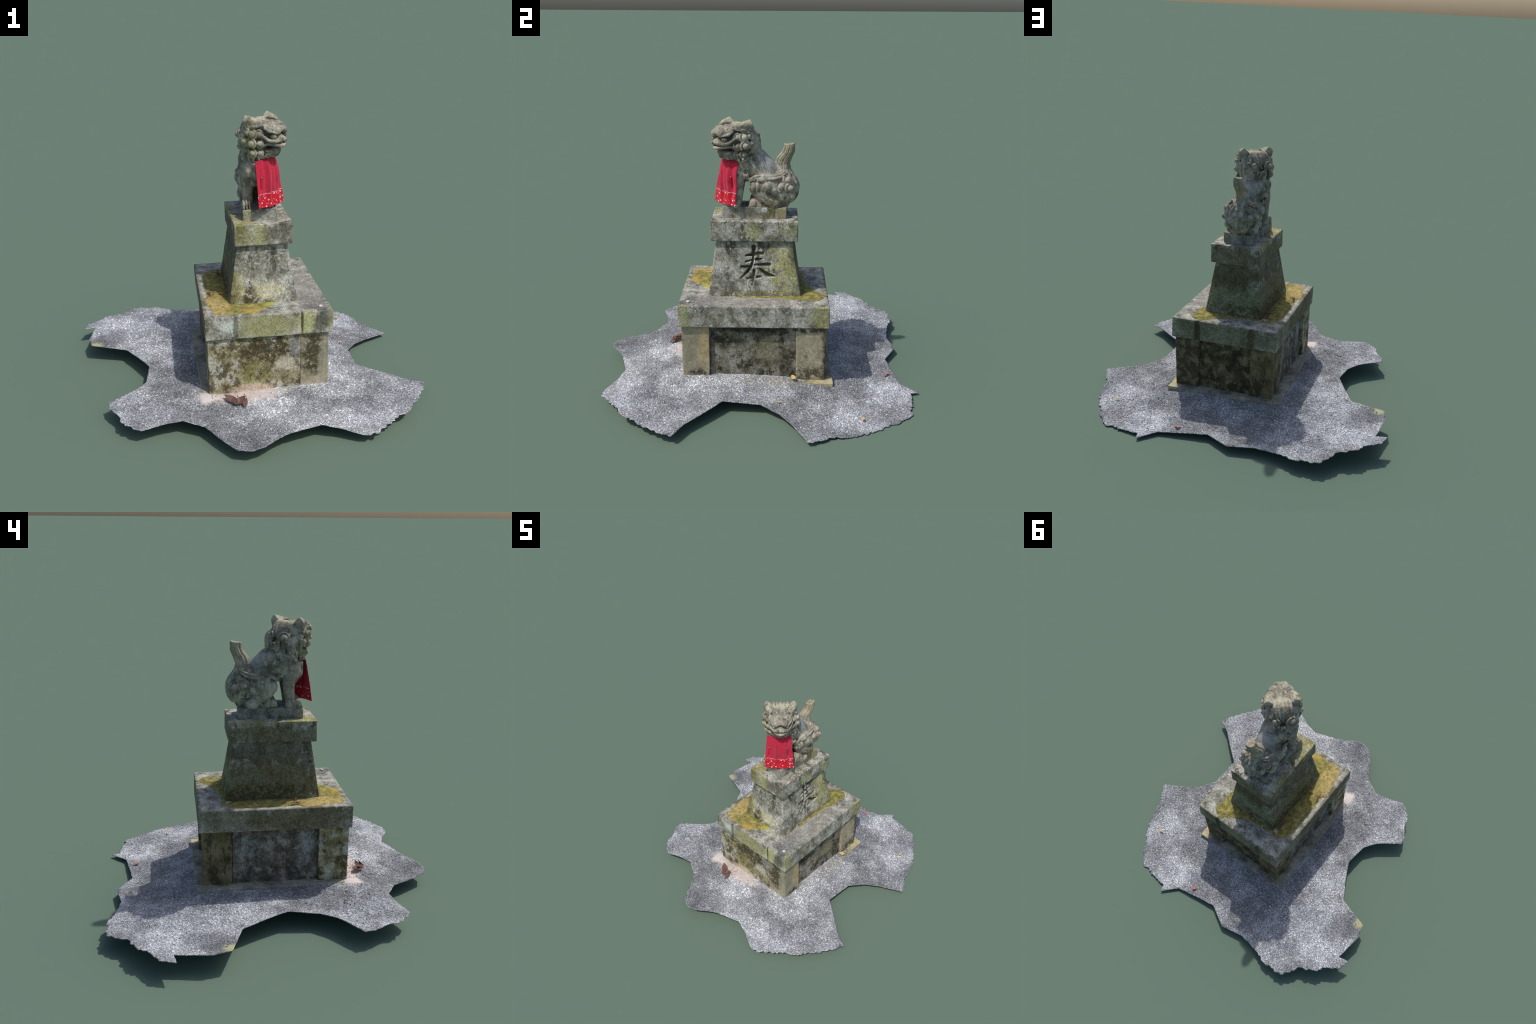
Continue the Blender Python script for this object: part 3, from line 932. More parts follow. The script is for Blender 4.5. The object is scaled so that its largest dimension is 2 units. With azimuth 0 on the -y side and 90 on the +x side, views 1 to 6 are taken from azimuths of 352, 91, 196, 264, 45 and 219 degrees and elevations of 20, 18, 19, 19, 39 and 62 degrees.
class Terrain:
    """Thin-plate surface through the measured heights."""

    def __init__(self, pts, smooth=2e-4):
        self.p = np.array(pts, float)
        n = len(self.p)
        K = self.k(np.hypot(*(self.p[:, None, :2] - self.p[None, :, :2]).transpose(2, 0, 1))) + smooth * n * np.eye(n)
        Q = np.c_[np.ones(n), self.p[:, :2]]
        A = np.block([[K, Q], [Q.T, np.zeros((3, 3))]])
        self.w = np.linalg.solve(A, np.r_[self.p[:, 2], 0, 0, 0])

    @staticmethod
    def k(r):
        return np.where(r > 1e-9, r * r * np.log(np.maximum(r, 1e-9)), 0)

    def __call__(self, x, y):
        x, y = np.atleast_1d(x), np.atleast_1d(y)
        out = self.w[-3] + self.w[-2] * x + self.w[-1] * y
        for (px, py, _), w in zip(self.p, self.w):
            out = out + w * self.k(np.hypot(x - px, y - py))
        return out


TERRAIN = Terrain(HEIGHTS, 2e-5)


def ragged_outline():
    rng = np.random.default_rng(5)
    pts = []
    n = len(OUTLINE)
    for i, (x, y, r) in enumerate(OUTLINE):
        x1, y1, _ = OUTLINE[(i + 1) % n]
        L = math.hypot(x1 - x, y1 - y)
        k = max(int(L / 0.013), 1)
        nx, ny = (y1 - y) / L, -(x1 - x) / L
        for j in range(k):
            t = j / k
            a = (0.0085 * r + 0.0012) * (rng.random() * 2 - 1) if j else 0.0
            s = (rng.random() - 0.5) * 0.3 / k if j else 0
            pts.append((x + (x1 - x) * (t + s) + nx * a, y + (y1 - y) * (t + s) + ny * a))
    return np.array(pts)


def settle(x, y, sd):
    """The patch sags a little between its curled-up rim and the pedestal."""
    away = np.maximum(np.maximum(x - .45, -.29 - x), np.maximum(y - .45, -.46 - y))
    side = 1 - 0.75 * smoothstep(.25, .55, -x)
    dip = sum(d * np.exp(-((x - a) ** 2 + (y - b) ** 2) / r ** 2) for a, b, r, d in ((.45, .60, .14, .010), (.55, -.45, .13, .007), (-.65, .68, .16, .004)))
    return 0.002 + 0.007 * side * smoothstep(0.01, 0.12, sd) * smoothstep(0.02, 0.16, away) + dip


def make_ground(M):
    root_mat = M["gravel"]
    outline = ragged_outline()
    h = 0.006
    xs, ys = np.arange(-1.02, 1.02, h), np.arange(-1.0, 1.0, h)
    X, Y = np.meshgrid(xs, ys, indexing="ij")
    sd = poly_sdf(X.ravel(), Y.ravel(), outline).reshape(X.shape)
    cell = (sd[:-1, :-1] + sd[1:, :-1] + sd[1:, 1:] + sd[:-1, 1:]) / 4 > 0.0
    # the ground is left out under the middle of the pedestal
    cx, cy = X[:-1, :-1] + h / 2, Y[:-1, :-1] + h / 2
    cell &= ~((cx > -.20) & (cx < .39) & (cy > -.40) & (cy < .36))
    used = np.zeros(X.shape, bool)
    for a in (0, 1):
        for b in (0, 1):
            used[a:a + cell.shape[0], b:b + cell.shape[1]] |= cell
    idx = -np.ones(X.shape, int)
    idx[used] = np.arange(used.sum())
    px, py, ps = X[used].copy(), Y[used].copy(), sd[used]
    g = idx
    quads = np.stack([g[:-1, :-1], g[1:, :-1], g[1:, 1:], g[:-1, 1:]], -1)[cell]
    # rim vertices move onto the outline
    e = np.concatenate([quads[:, [0, 1]], quads[:, [1, 2]], quads[:, [2, 3]], quads[:, [3, 0]]])
    key = np.sort(e, 1)
    uniq, inv, cnt = np.unique(key, axis=0, return_inverse=True, return_counts=True)
    rim_e = e[cnt[inv.ravel()] == 1]
    rim = np.unique(rim_e)
    rim_out = rim[np.abs(ps[rim]) < 0.03]
    a, b = outline, np.roll(outline, -1, 0)
    for v in rim_out:
        w = np.array((px[v], py[v])) - a
        ee = b - a
        t = np.clip((w * ee).sum(1) / (ee * ee).sum(1), 0, 1)
        q = a + ee * t[:, None]
        d = ((q - (px[v], py[v])) ** 2).sum(1)
        k = d.argmin()
        px[v], py[v] = q[k]
    z = TERRAIN(px, py)
    P = np.stack([px, py, z], 1)
    edge = smoothstep(0.0, 0.05, ps)
    P[:, 2] += (0.004 * fbm(P, 9, 3, 2) + 0.0016 * fbm(P, 70, 2, 3)) * (0.3 + 0.7 * edge)
    P[:, 2] -= settle(px, py, ps)
    P[:, 2] = np.maximum(P[:, 2], 0.0045)
    n = len(P)
    low = P.copy()
    low[:, 2] = np.maximum(low[:, 2] - 0.0028, 0.0)
    side = np.stack([rim_e[:, 0], rim_e[:, 0] + n, rim_e[:, 1] + n, rim_e[:, 1]], 1)
    faces = np.concatenate([quads, quads[:, ::-1] + n, side])
    ob = mesh_object("gravel_ground", np.concatenate([P, low]), faces, root_mat)
    ob["label"], ob["category"] = "ragged thin patch of pale grey gravel ground with fallen leaves", "ground"

    # loose stones lying on the surface
    rng = np.random.default_rng(77)
    ico = bmesh.new()
    bmesh.ops.create_icosphere(ico, subdivisions=1, radius=1.0)
    iv = np.array([v.co[:] for v in ico.verts])
    jf = np.array([[v.index for v in f.verts] for f in ico.faces])
    ico.free()
    N = 17000
    qx, qy = rng.uniform(-1, 1, N), rng.uniform(-.97, .97, N)
    s = poly_sdf(qx, qy, outline)
    keep = (s > 0.012) & (rng.random(N) < np.clip(s / 0.11, 0.12, 1)) & ~((qx > -.297) & (qx < .432) & (qy > -.448) & (qy < .455)) & ~((qx > .42) & (qx < .463) & (qy > .23) & (qy < .455)) & ~((qx < -.235) & (qx > -.297) & (qy < -.42))
    qx, qy = qx[keep], qy[keep]
    N = len(qx)
    base = TERRAIN(qx, qy)
    B = np.stack([qx, qy, base], 1)
    base = base + 0.004 * fbm(B, 9, 3, 2) + 0.0016 * fbm(B, 70, 2, 3) - settle(qx, qy, s[keep])
    base = np.maximum(base, 0.0045)
    R = 0.0024 + 0.0036 * rng.random(N) ** 2.2
    ang = rng.uniform(0, 2 * math.pi, (N, 3))
    V = np.repeat(iv[None], N, 0) * (1 + 0.28 * rng.standard_normal((N, len(iv), 1)).clip(-1, 1))
    V *= R[:, None, None] * np.stack([1 + .5 * rng.random(N), np.ones(N), .55 + .3 * rng.random(N)], 1)[:, None, :]
    for i, (u, w) in enumerate(((0, 1), (1, 2), (0, 2))):
        amp = ang[:, i] if i == 0 else (ang[:, i] - math.pi) * 0.25
        c, sn = np.cos(amp)[:, None], np.sin(amp)[:, None]
        V[:, :, u], V[:, :, w] = V[:, :, u] * c - V[:, :, w] * sn, V[:, :, u] * sn + V[:, :, w] * c
    V += np.stack([qx, qy, base + R * 0.02], 1)[:, None, :]
    V[:, :, 2] = np.maximum(V[:, :, 2], 0.001)
    F = jf[None] + (np.arange(N) * len(iv))[:, None, None]
    st = mesh_object("loose_gravel", V.reshape(-1, 3), F.reshape(-1, 3), M["pebble"], ob, smooth=False)
    st["kind"] = "stuff"
    return ob


def leaf_mesh(name, length, width, curlup, fold, mat, seed=0, n=10, m=5):
    """A dry leaf: pointed oval, folded along the midrib, curled, with its own thickness."""
    rng = np.random.default_rng(seed)
    V = []
    for i in range(n + 1):
        t = i / n
        w = width * (math.sin(math.pi * min(t * 1.02, 1.0)) ** 0.75) * (1 - 0.25 * t) * 0.5 + 0.0003
        for j in range(-m, m + 1):
            s = j / m
            x = (t - 0.5) * length
            z = curlup * length * ((t - 0.45) ** 2) * 2 + fold * abs(s) * w + 0.05 * length * rng.standard_normal() * 0.15
            V.append((x, s * w, z))
    k = 2 * m + 1
    F = [(i * k + j, i * k + j + 1, (i + 1) * k + j + 1, (i + 1) * k + j) for i in range(n) for j in range(2 * m)]
    V = np.array(V)
    F = np.array(F)
    nv = len(V)
    rim = [i * k for i in range(n + 1)], [i * k + 2 * m for i in range(n + 1)]
    side = []
    for i in range(n):
        side.append((rim[0][i], rim[0][i + 1], rim[0][i + 1] + nv, rim[0][i] + nv))
        side.append((rim[1][i + 1], rim[1][i], rim[1][i] + nv, rim[1][i + 1] + nv))
    W = V.copy()
    W[:, 2] -= 0.0007
    me = bpy.data.meshes.new(name)
    me.from_pydata(np.concatenate([V, W]).tolist(), [], np.concatenate([F, F[:, ::-1] + nv, np.array(side)]).tolist())
    me.polygons.foreach_set("use_smooth", np.ones(len(me.polygons), bool))
    me.materials.append(mat)
    me.update()
    return me


def put(name, me, parent, loc, rot, scale=1.0):
    ob = bpy.data.objects.new(name, me)
    bpy.context.scene.collection.objects.link(ob)
    ob.parent = parent
    pl = parent.location if parent else Vector((0, 0, 0))
    ob.location = Vector(loc) - pl
    ob.rotation_euler = rot
    ob.scale = (scale, scale, scale)
    return ob


def make_litter(M, ground, pedestal):
    z = lambda x, y: float(TERRAIN(x, y)[0])
    big = leaf_mesh("dry_leaf", 0.105, 0.075, 0.55, 0.55, M["leaf_brown"], 3)
    put("dry_leaf", big, ground, (-.085, -.552, z(-.085, -.552) + .004), (0.15, -0.15, 0.5), 0.75)
    big2 = leaf_mesh("dry_leaf", 0.085, 0.050, 0.45, 0.7, M["leaf_brown"], 4)
    put("dry_leaf", big2, ground, (-.130, -.530, z(-.130, -.530) + .006), (-0.2, -0.1, 2.4))
    put("dry_leaf", big2, ground, (-.06, -.570, z(-.06, -.570) + .010), (0.5, -0.7, 1.2), 0.6)
    yel = leaf_mesh("yellow_leaf", 0.026, 0.017, 0.3, 0.3, M["leaf_yellow"], 5)
    for i, (x, y, s) in enumerate(((.742, .600, 1.2), (.649, .127, .8), (.79, .30, .55))):
        put("yellow_leaf", yel, ground, (x, y, z(x, y) + .007), (0.1, 0.1, 1.3 * i), s)
    put("yellow_leaf", yel, ground, (.445, .214, .118), (0.4, 0.2, 0.6), 1.6)
    put("yellow_leaf", yel, ground, (-.035, .475, z(-.035, .475) + .01), (0.1, 0.1, 0.6), 0.7)
    red = leaf_mesh("red_leaf", 0.030, 0.024, 0.3, 0.2, M["leaf_red"], 6)
    put("red_leaf", red, ground, (.226, .795, z(.226, .795) + .007), (0.1, 0, 0.9), 1.2)
    put("red_leaf", red, ground, (.245, .785, z(.245, .785) + .006), (0.1, 0, 2.2), 0.7)
    # on the ledge and the cap
    ora = leaf_mesh("orange_leaf", 0.028, 0.022, 0.5, 0.4, M["leaf_orange"], 8)
    put("orange_leaf", ora, pedestal, (-.130, -.150, .580), (0.2, 0.3, 0.4))
    put("red_leaf", red, pedestal, (.214, -.152, 1.024), (0, 0, 0.3), 0.45)
    put("red_leaf", red, pedestal, (.226, -.137, 1.024), (0, 0, 1.3), 0.3)
    twig = leaf_mesh("dead_frond", 0.040, 0.006, 0.25, 0.5, M["leaf_pink"], 9)
    rng = np.random.default_rng(12)
    for (cx, cy, n) in ((-.118, .180, 14), (-.195, -.135, 9)):
        for i in range(n):
            put("dead_frond", twig, pedestal, (cx + rng.normal(0, .008), cy + rng.normal(0, .018), .580 + rng.random() * .008),
                (rng.normal(0, .4), rng.normal(0, .3), 1.3 + rng.normal(0, .7)), 0.6 + 0.5 * rng.random())
    # a white pebble left on the front corner
    bm = bmesh.new()
    bmesh.ops.create_icosphere(bm, subdivisions=3, radius=0.0110)
    for v in bm.verts:
        v.co = Vector((v.co.x * 1.15, v.co.y, v.co.z * 0.55)) * (1 + 0.08 * float(vnoise(np.array([v.co[:]]), 90, 2)[0]))
    me = bpy.data.meshes.new("white_pebble")
    bm.to_mesh(me)
    bm.free()
    me.polygons.foreach_set("use_smooth", np.ones(len(me.polygons), bool))
    me.materials.append(M["white_pebble"])
    put("white_pebble", me, pedestal, (.390, -.404, .572), (0, 0, 0.5))


# ------------------------------------------------------------- moss on ledge
MOSS = [[(-.172, .275), (-.222, .19), (-.222, -.03), (-.236, -.25), (-.205, -.425), (-.150, -.440), (-.083, -.437), (.020, -.428), (.090, -.375), (.145, -.330), (.150, -.285),
         (-.06, -.275), (-.085, -.2), (-.085, .2), (-.120, .245)],
        [(.296, -.13), (.300, .05), (.305, .17), (.330, .24), (.325, .375), (.250, .397), (.192, .340), (.08, .285), (-.08, .275), (-.17, .275), (-.10, .24), (.26, .24), (.270, .0), (.275, -.13)]]


def make_moss(mat, parent):
    h = 0.004
    xs, ys = np.arange(-.25, .36, h), np.arange(-.455, .41, h)
    X, Y = np.meshgrid(xs, ys, indexing="ij")
    P = np.stack([X.ravel(), Y.ravel(), 0 * X.ravel()], 1)
    sd = np.max([poly_sdf(P[:, 0], P[:, 1], m) for m in MOSS], 0)
    sd = sd + 0.024 * fbm(P, 34, 5, 7, 0.7) + 0.005
    top = .5675 - .004 * P[:, 1] - .002 * P[:, 0]
    z = top + np.minimum(smoothstep(0, .05, sd) * 0.009, .011) * (0.75 + 0.5 * fbm(P, 22, 2, 9)) + 0.0016 * fbm(P, 160, 2, 11) * smoothstep(0, .01, sd) - 0.0006 + 0.0012 * smoothstep(-.002, .01, sd)
    ok = (sd > -0.002).reshape(X.shape)
    cell = ok[:-1, :-1] & ok[1:, :-1] & ok[1:, 1:] & ok[:-1, 1:]
    used = np.zeros(X.shape, bool)
    for a in (0, 1):
        for b in (0, 1):
            used[a:a + cell.shape[0], b:b + cell.shape[1]] |= cell
    idx = -np.ones(X.shape, int)
    idx[used] = np.arange(used.sum())
    q = np.stack([idx[:-1, :-1], idx[1:, :-1], idx[1:, 1:], idx[:-1, 1:]], -1)[cell]
    u = used.ravel()
    V = np.stack([P[u, 0], P[u, 1], z[u]], 1)
    n = len(V)
    e = np.concatenate([q[:, [0, 1]], q[:, [1, 2]], q[:, [2, 3]], q[:, [3, 0]]])
    key = np.sort(e, 1)
    _, inv, cnt = np.unique(key, axis=0, return_inverse=True, return_counts=True)
    re = e[cnt[inv.ravel()] == 1]
    low = V.copy()
    low[:, 2] = .562
    side = np.stack([re[:, 0], re[:, 0] + n, re[:, 1] + n, re[:, 1]], 1)
    ob = mesh_object("moss_mat", np.concatenate([V, low]), np.concatenate([q, side]), mat, parent, origin=PED_ROOT)
    ob["kind"] = "stuff"
    return ob


# --------------------------------------------------------------------- bib
def make_bib(M, lion):
    TL, TR = np.array((.070, -.222, 1.350)), np.array((.196, -.115, 1.352))
    BL, BR = np.array((.079, -.265, 1.107)), np.array((.240, -.133, 1.108))
    fwd = np.array((.66, -.75, 0))
    nu, nv = 72, 96
    u, v = np.meshgrid(np.linspace(0, 1, nu), np.linspace(0, 1, nv), indexing="ij")
    u, v = u.ravel()[:, None], v.ravel()[:, None]
    P = (TL * (1 - u) + TR * u) * (1 - v) + (BL * (1 - u) + BR * u) * v
    bow = np.sin(np.pi * u)
    P = P + fwd * bow * (0.022 * (1 - v) ** 1.5 + 0.014 + 0.012 * np.sin(np.pi * np.clip(v * 1.4, 0, 1)) + 0.004 * v)
    # hangs slightly lower in the middle, sags below the chin, flares at the lower corners
    P[:, 2:3] -= bow * (0.006 * v - 0.010 * (1 - v))
    P = P + fwd * 0.010 * np.sin(np.pi * np.clip((v - .02) * 2.0, 0, 1)) * np.clip(u - .5, 0, 1) * 2
    P[:, 2:3] += -0.005 * (v ** 4) * ((1 - u) ** 10 + u ** 10)
    # pleats running down from the neck
    pl = 1.5 * (0.0032 * np.sin(2 * np.pi * (u * 3.1 + 0.10 * v)) + 0.0022 * np.sin(2 * np.pi * (u * 5.3 + 0.35 - 0.15 * v))) * (0.35 + 0.65 * np.sin(np.pi * np.clip(v * 0.9 + 0.05, 0, 1)))
    for c, w in ((0.13, 0.030), (0.83, 0.030)):
        pl = pl - 0.0055 * np.exp(-((u - c) / w) ** 2) * smoothstep(.30, .42, v) * (1 - smoothstep(.60, .75, v))
    P = P + fwd * pl
    P = P + fwd * 0.0012 * vnoise(P, 45, 3)[:, None]
    # hem
    P = P + fwd * 0.0012 * (smoothstep(.975, .985, v) + 0.8 * np.exp(-((v - .705) / .006) ** 2))
    back = P - fwd * 0.0024
    n = nu * nv
    g = np.arange(n).reshape(nu, nv)
    q = np.stack([g[:-1, :-1], g[1:, :-1], g[1:, 1:], g[:-1, 1:]], -1).reshape(-1, 4)
    ring = np.concatenate([g[:-1, 0], g[-1, :-1], g[:0:-1, -1], g[0, :0:-1]])
    nxt = np.roll(ring, -1)
    side = np.stack([nxt, ring, ring + n, nxt + n], 1)
    bib = mesh_object("bib", np.concatenate([P, back]), np.concatenate([q[:, ::-1], q + n, side[:, ::-1]]), M["bib"], lion, origin=LION_ROOT)
    # narrow tie loops pressed flat on the cloth
    G = P.reshape(nu, nv, 3)
    for c in (0.13, 0.83):
        i = int(c * (nu - 1))
        pts, w = [], []
        rows = range(int(.36 * nv), int(.60 * nv))
        V, F = [], []
        for r, j in enumerate(rows):
            t = r / (len(rows) - 1)
            hw = 0.0034 * (0.7 + 0.5 * t)
            cen = G[i, j] + fwd * (0.0030 + 0.0012 * math.sin(3 * t))
            ax = G[i + 1, j] - G[i - 1, j]
            ax /= np.linalg.norm(ax)
            for a, b in ((-1, 0), (-.5, .0012), (.5, .0012), (1, 0), (1, -.0016), (-1, -.0016)):
                V.append(cen + ax * hw * a + fwd * b)
        for r in range(len(rows) - 1):
            for k in range(6):
                F.append((r * 6 + k, r * 6 + (k + 1) % 6, (r + 1) * 6 + (k + 1) % 6, (r + 1) * 6 + k))
        F += [tuple(range(6)), tuple(range(len(V) - 1, len(V) - 7, -1))]
        mesh_object("bib_strap", np.array(V), F, M["strap"], bib, smooth=False, origin=LION_ROOT)
        kn = bmesh.new()
        bmesh.ops.create_icosphere(kn, subdivisions=2, radius=0.0036)
        me = bpy.data.meshes.new("bib_knot")
        kn.to_mesh(me)
        kn.free()
        me.polygons.foreach_set("use_smooth", np.ones(len(me.polygons), bool))
        me.materials.append(M["knot"])
        ob = bpy.data.objects.new("bib_knot", me)
        bpy.context.scene.collection.objects.link(ob)
        ob.parent = bib
        ob.location = Vector(G[i, rows[0]] + fwd * 0.003 - LION_ROOT)
        ob.scale = (1, 1, 1.4)
    # thin cord round the neck
    cu = bpy.data.curves.new("bib_cord", "CURVE")
    cu.dimensions, cu.bevel_depth, cu.bevel_resolution = "3D", 0.0011, 2
    sp = cu.splines.new("BEZIER")
    # (laid on the neck: each point is found by marching in from outside)
    loop = []
    for i in range(19):
        a = math.radians(-12 + 248 * i / 18)              # from the left shoulder round the nape to the right
        z = 1.352 + 0.042 * math.sin(math.pi * i / 18) ** 0.8
        r = np.linspace(.16, .02, 141)
        ray = np.stack([.097 + r * math.cos(a), -.085 + r * math.sin(a), np.full(141, z)], 1)
        hit = np.nonzero(LION_SOLID.at(ray) < 0)[0]
        loop.append(ray[max(hit[0] - 1, 0)] if len(hit) else ray[70])
    loop = [np.array((.196, -.115, 1.350))] + loop + [np.array((.070, -.222, 1.350))]
    sp.bezier_points.add(len(loop) - 1)
    for b, p in zip(sp.bezier_points, loop):
        b.co = Vector(p) - Vector(LION_ROOT)
        b.handle_left_type = b.handle_right_type = "AUTO"
    cu.materials.append(M["cord"])
    ob = bpy.data.objects.new("bib_cord", cu)
    bpy.context.scene.collection.objects.link(ob)
    ob.parent = bib
    return bib
# --------------------------------------------------------------- materials
def build_materials():
    M = {}
    P = tuple(PED_ROOT)
    # shared tones
    mid, pale, dark = srgb(154, 152, 140), srgb(190, 188, 178), srgb(112, 110, 98)
    algae, black = srgb(52, 52, 40), srgb(42, 41, 34)
    olive, lime = srgb(128, 126, 62), srgb(170, 172, 104)
    blue = srgb(176, 186, 186)
    ochre = srgb(178, 160, 112)
    green = srgb(122, 130, 96)

    M["cap"] = stone("cap_stone", P, (dark, mid, pale), lichen=pale, stain=srgb(74, 72, 62), stain_amount=.54, seed=1, patches=[
        dict(at=(-.02, -.2, 1.02), r=(.10, .12, .02), c=srgb(150, 144, 70), k=.75, grain=40),
        dict(at=(-.05, .1, 1.02), r=(.03, .16, .02), c=srgb(140, 136, 70), k=.7, grain=40),
        dict(at=(.08, -.275, .95), r=(.05, .02, .07), c=srgb(176, 176, 128), k=.7),
        dict(at=(-.02, -.275, .95), r=(.06, .02, .08), c=srgb(140, 136, 84), k=.6),
        dict(at=(.19, -.275, .96), r=(.09, .02, .07), c=srgb(92, 86, 74), k=.6, grain=30),
        dict(at=(.26, -.03, .96), r=(.02, .05, .05), c=lime, k=.6, grain=60),
        dict(at=(.26, .17, .97), r=(.02, .06, .04), c=lime, k=.45, grain=60),
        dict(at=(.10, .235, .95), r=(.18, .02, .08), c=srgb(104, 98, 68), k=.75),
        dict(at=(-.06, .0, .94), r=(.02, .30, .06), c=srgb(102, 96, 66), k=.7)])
    M["taper"] = stone("tapered_stone", P, (dark, mid, pale), lichen=blue, stain=srgb(66, 64, 56), stain_amount=.54, seed=2, patches=[
        dict(at=(.26, .16, .74), r=(.06, .11, .16), c=srgb(178, 176, 118), k=.7, grain=22),
        dict(at=(.28, -.2, .64), r=(.05, .10, .09), c=srgb(92, 90, 86), k=.7, grain=30),
        dict(at=(.28, .0, .578), r=(.06, .30, .026), c=srgb(116, 110, 66), k=.65, rag=1.0, grain=40),
        dict(at=(.03, -.29, .615), r=(.09, .05, .055), c=srgb(78, 72, 44), k=.9, rag=1.2, grain=40),
        dict(at=(.13, -.29, .64), r=(.09, .05, .05), c=srgb(214, 210, 176), k=.6),
        dict(at=(-.05, -.29, .66), r=(.04, .06, .10), c=srgb(190, 188, 136), k=.6),
        dict(at=(.06, -.27, .80), r=(.14, .05, .07), c=srgb(98, 96, 72), k=.6, grain=50),
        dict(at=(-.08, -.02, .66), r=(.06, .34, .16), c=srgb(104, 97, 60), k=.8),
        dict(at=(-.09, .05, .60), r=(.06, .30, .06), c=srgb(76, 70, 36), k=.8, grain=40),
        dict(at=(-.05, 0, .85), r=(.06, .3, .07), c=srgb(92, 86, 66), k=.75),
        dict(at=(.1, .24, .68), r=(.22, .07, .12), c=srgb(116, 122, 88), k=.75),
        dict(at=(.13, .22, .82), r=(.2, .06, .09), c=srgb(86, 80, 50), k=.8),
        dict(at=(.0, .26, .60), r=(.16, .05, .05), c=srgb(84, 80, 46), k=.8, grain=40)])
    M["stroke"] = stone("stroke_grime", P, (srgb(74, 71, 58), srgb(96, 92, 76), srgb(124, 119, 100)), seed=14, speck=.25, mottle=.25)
    M["ledge"] = stone("ledge_stone", P, (dark, mid, pale), lichen=blue, stain=srgb(92, 92, 88), stain_amount=.58, seed=3, lichen_amount=.57, patches=[
        dict(at=(.39, -.36, .57), r=(.10, .13, .02), c=srgb(84, 86, 88), k=.85, grain=20),
        dict(at=(.37, -.1, .57), r=(.08, .35, .012), c=srgb(150, 147, 142), k=.6),
        dict(at=(.08, -.458, .50), r=(.16, .02, .075), c=srgb(160, 158, 108), k=.75),
        dict(at=(.30, -.458, .50), r=(.05, .02, .075), c=srgb(186, 188, 128), k=.7),
        dict(at=(.40, -.458, .51), r=(.04, .02, .04), c=srgb(96, 96, 84), k=.7),
        dict(at=(-.12, -.458, .515), r=(.05, .02, .04), c=srgb(206, 214, 204), k=.8),
        dict(at=(-.085, -.458, .51), r=(.014, .02, .10), c=srgb(76, 76, 54), k=.7, rag=1.0),
        dict(at=(.278, -.458, .51), r=(.007, .02, .10), c=srgb(58, 58, 40), k=.8, rag=.8),
        dict(at=(.447, .38, .50), r=(.03, .07, .09), c=srgb(160, 156, 100), k=.6),
        dict(at=(.447, -.43, .50), r=(.03, .04, .09), c=srgb(150, 152, 98), k=.6),
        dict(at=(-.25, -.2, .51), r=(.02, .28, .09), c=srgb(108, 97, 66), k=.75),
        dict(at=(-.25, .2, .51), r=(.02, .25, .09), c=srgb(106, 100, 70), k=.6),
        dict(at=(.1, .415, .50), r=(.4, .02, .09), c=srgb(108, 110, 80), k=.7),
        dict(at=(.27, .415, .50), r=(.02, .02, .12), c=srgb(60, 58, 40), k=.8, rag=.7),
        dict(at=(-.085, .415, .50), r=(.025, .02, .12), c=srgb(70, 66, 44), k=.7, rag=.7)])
    M["post"] = stone("corner_post_stone", P, (srgb(144, 138, 118), srgb(166, 156, 130), srgb(184, 176, 156)), stain=srgb(88, 84, 72), stain_amount=.62, seed=4, speck=.22, mottle=.22, patches=[
        dict(at=(.425, -.40, .28), r=(.04, .06, .2), c=srgb(138, 136, 116), k=.7, edge=.7),
        dict(at=(.43, -.315, .31), r=(.03, .032, .12), c=srgb(184, 162, 114), k=.6, edge=.7),
        dict(at=(.43, -.33, .13), r=(.03, .08, .035), c=black, k=.85, grain=40),
        dict(at=(.43, .31, .13), r=(.03, .12, .05), c=srgb(70, 62, 46), k=.85, grain=30),
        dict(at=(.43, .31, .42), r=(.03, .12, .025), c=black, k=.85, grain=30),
        dict(at=(.345, -.442, .31), r=(.07, .02, .13), c=srgb(70, 66, 46), k=.95, grain=50, lo=.33, hi=.50),
        dict(at=(.40, -.44, .25), r=(.03, .02, .14), c=srgb(170, 168, 146), k=.6),
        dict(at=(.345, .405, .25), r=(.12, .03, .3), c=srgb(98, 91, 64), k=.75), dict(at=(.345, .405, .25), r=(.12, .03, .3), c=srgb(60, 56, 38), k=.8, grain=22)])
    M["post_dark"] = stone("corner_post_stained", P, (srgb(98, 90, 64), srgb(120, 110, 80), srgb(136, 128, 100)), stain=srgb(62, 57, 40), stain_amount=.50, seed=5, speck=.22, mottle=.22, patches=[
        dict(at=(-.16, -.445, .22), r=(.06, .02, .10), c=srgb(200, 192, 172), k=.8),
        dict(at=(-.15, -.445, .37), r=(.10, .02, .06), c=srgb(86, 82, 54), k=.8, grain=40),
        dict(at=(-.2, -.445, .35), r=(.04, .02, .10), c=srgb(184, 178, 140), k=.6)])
    M["panel_front"] = stone("panel_front_stone", P, (srgb(120, 114, 86), srgb(160, 154, 118), pale), stain=srgb(78, 70, 48), stain_amount=.50, seed=6, streak=.3, patches=[
        dict(at=(.10, -.44, .34), r=(.20, .02, .09), c=srgb(70, 62, 44), k=.85, grain=44),
        dict(at=(.19, -.44, .26), r=(.05, .02, .05), c=srgb(206, 200, 180), k=.75),
        dict(at=(.24, -.44, .36), r=(.03, .02, .06), c=srgb(158, 158, 158), k=.6),
        dict(at=(.02, -.44, .22), r=(.09, .02, .08), c=srgb(150, 146, 84), k=.55, grain=50),
        dict(at=(.0, -.44, .12), r=(.12, .02, .03), c=srgb(222, 200, 178), k=.6)])
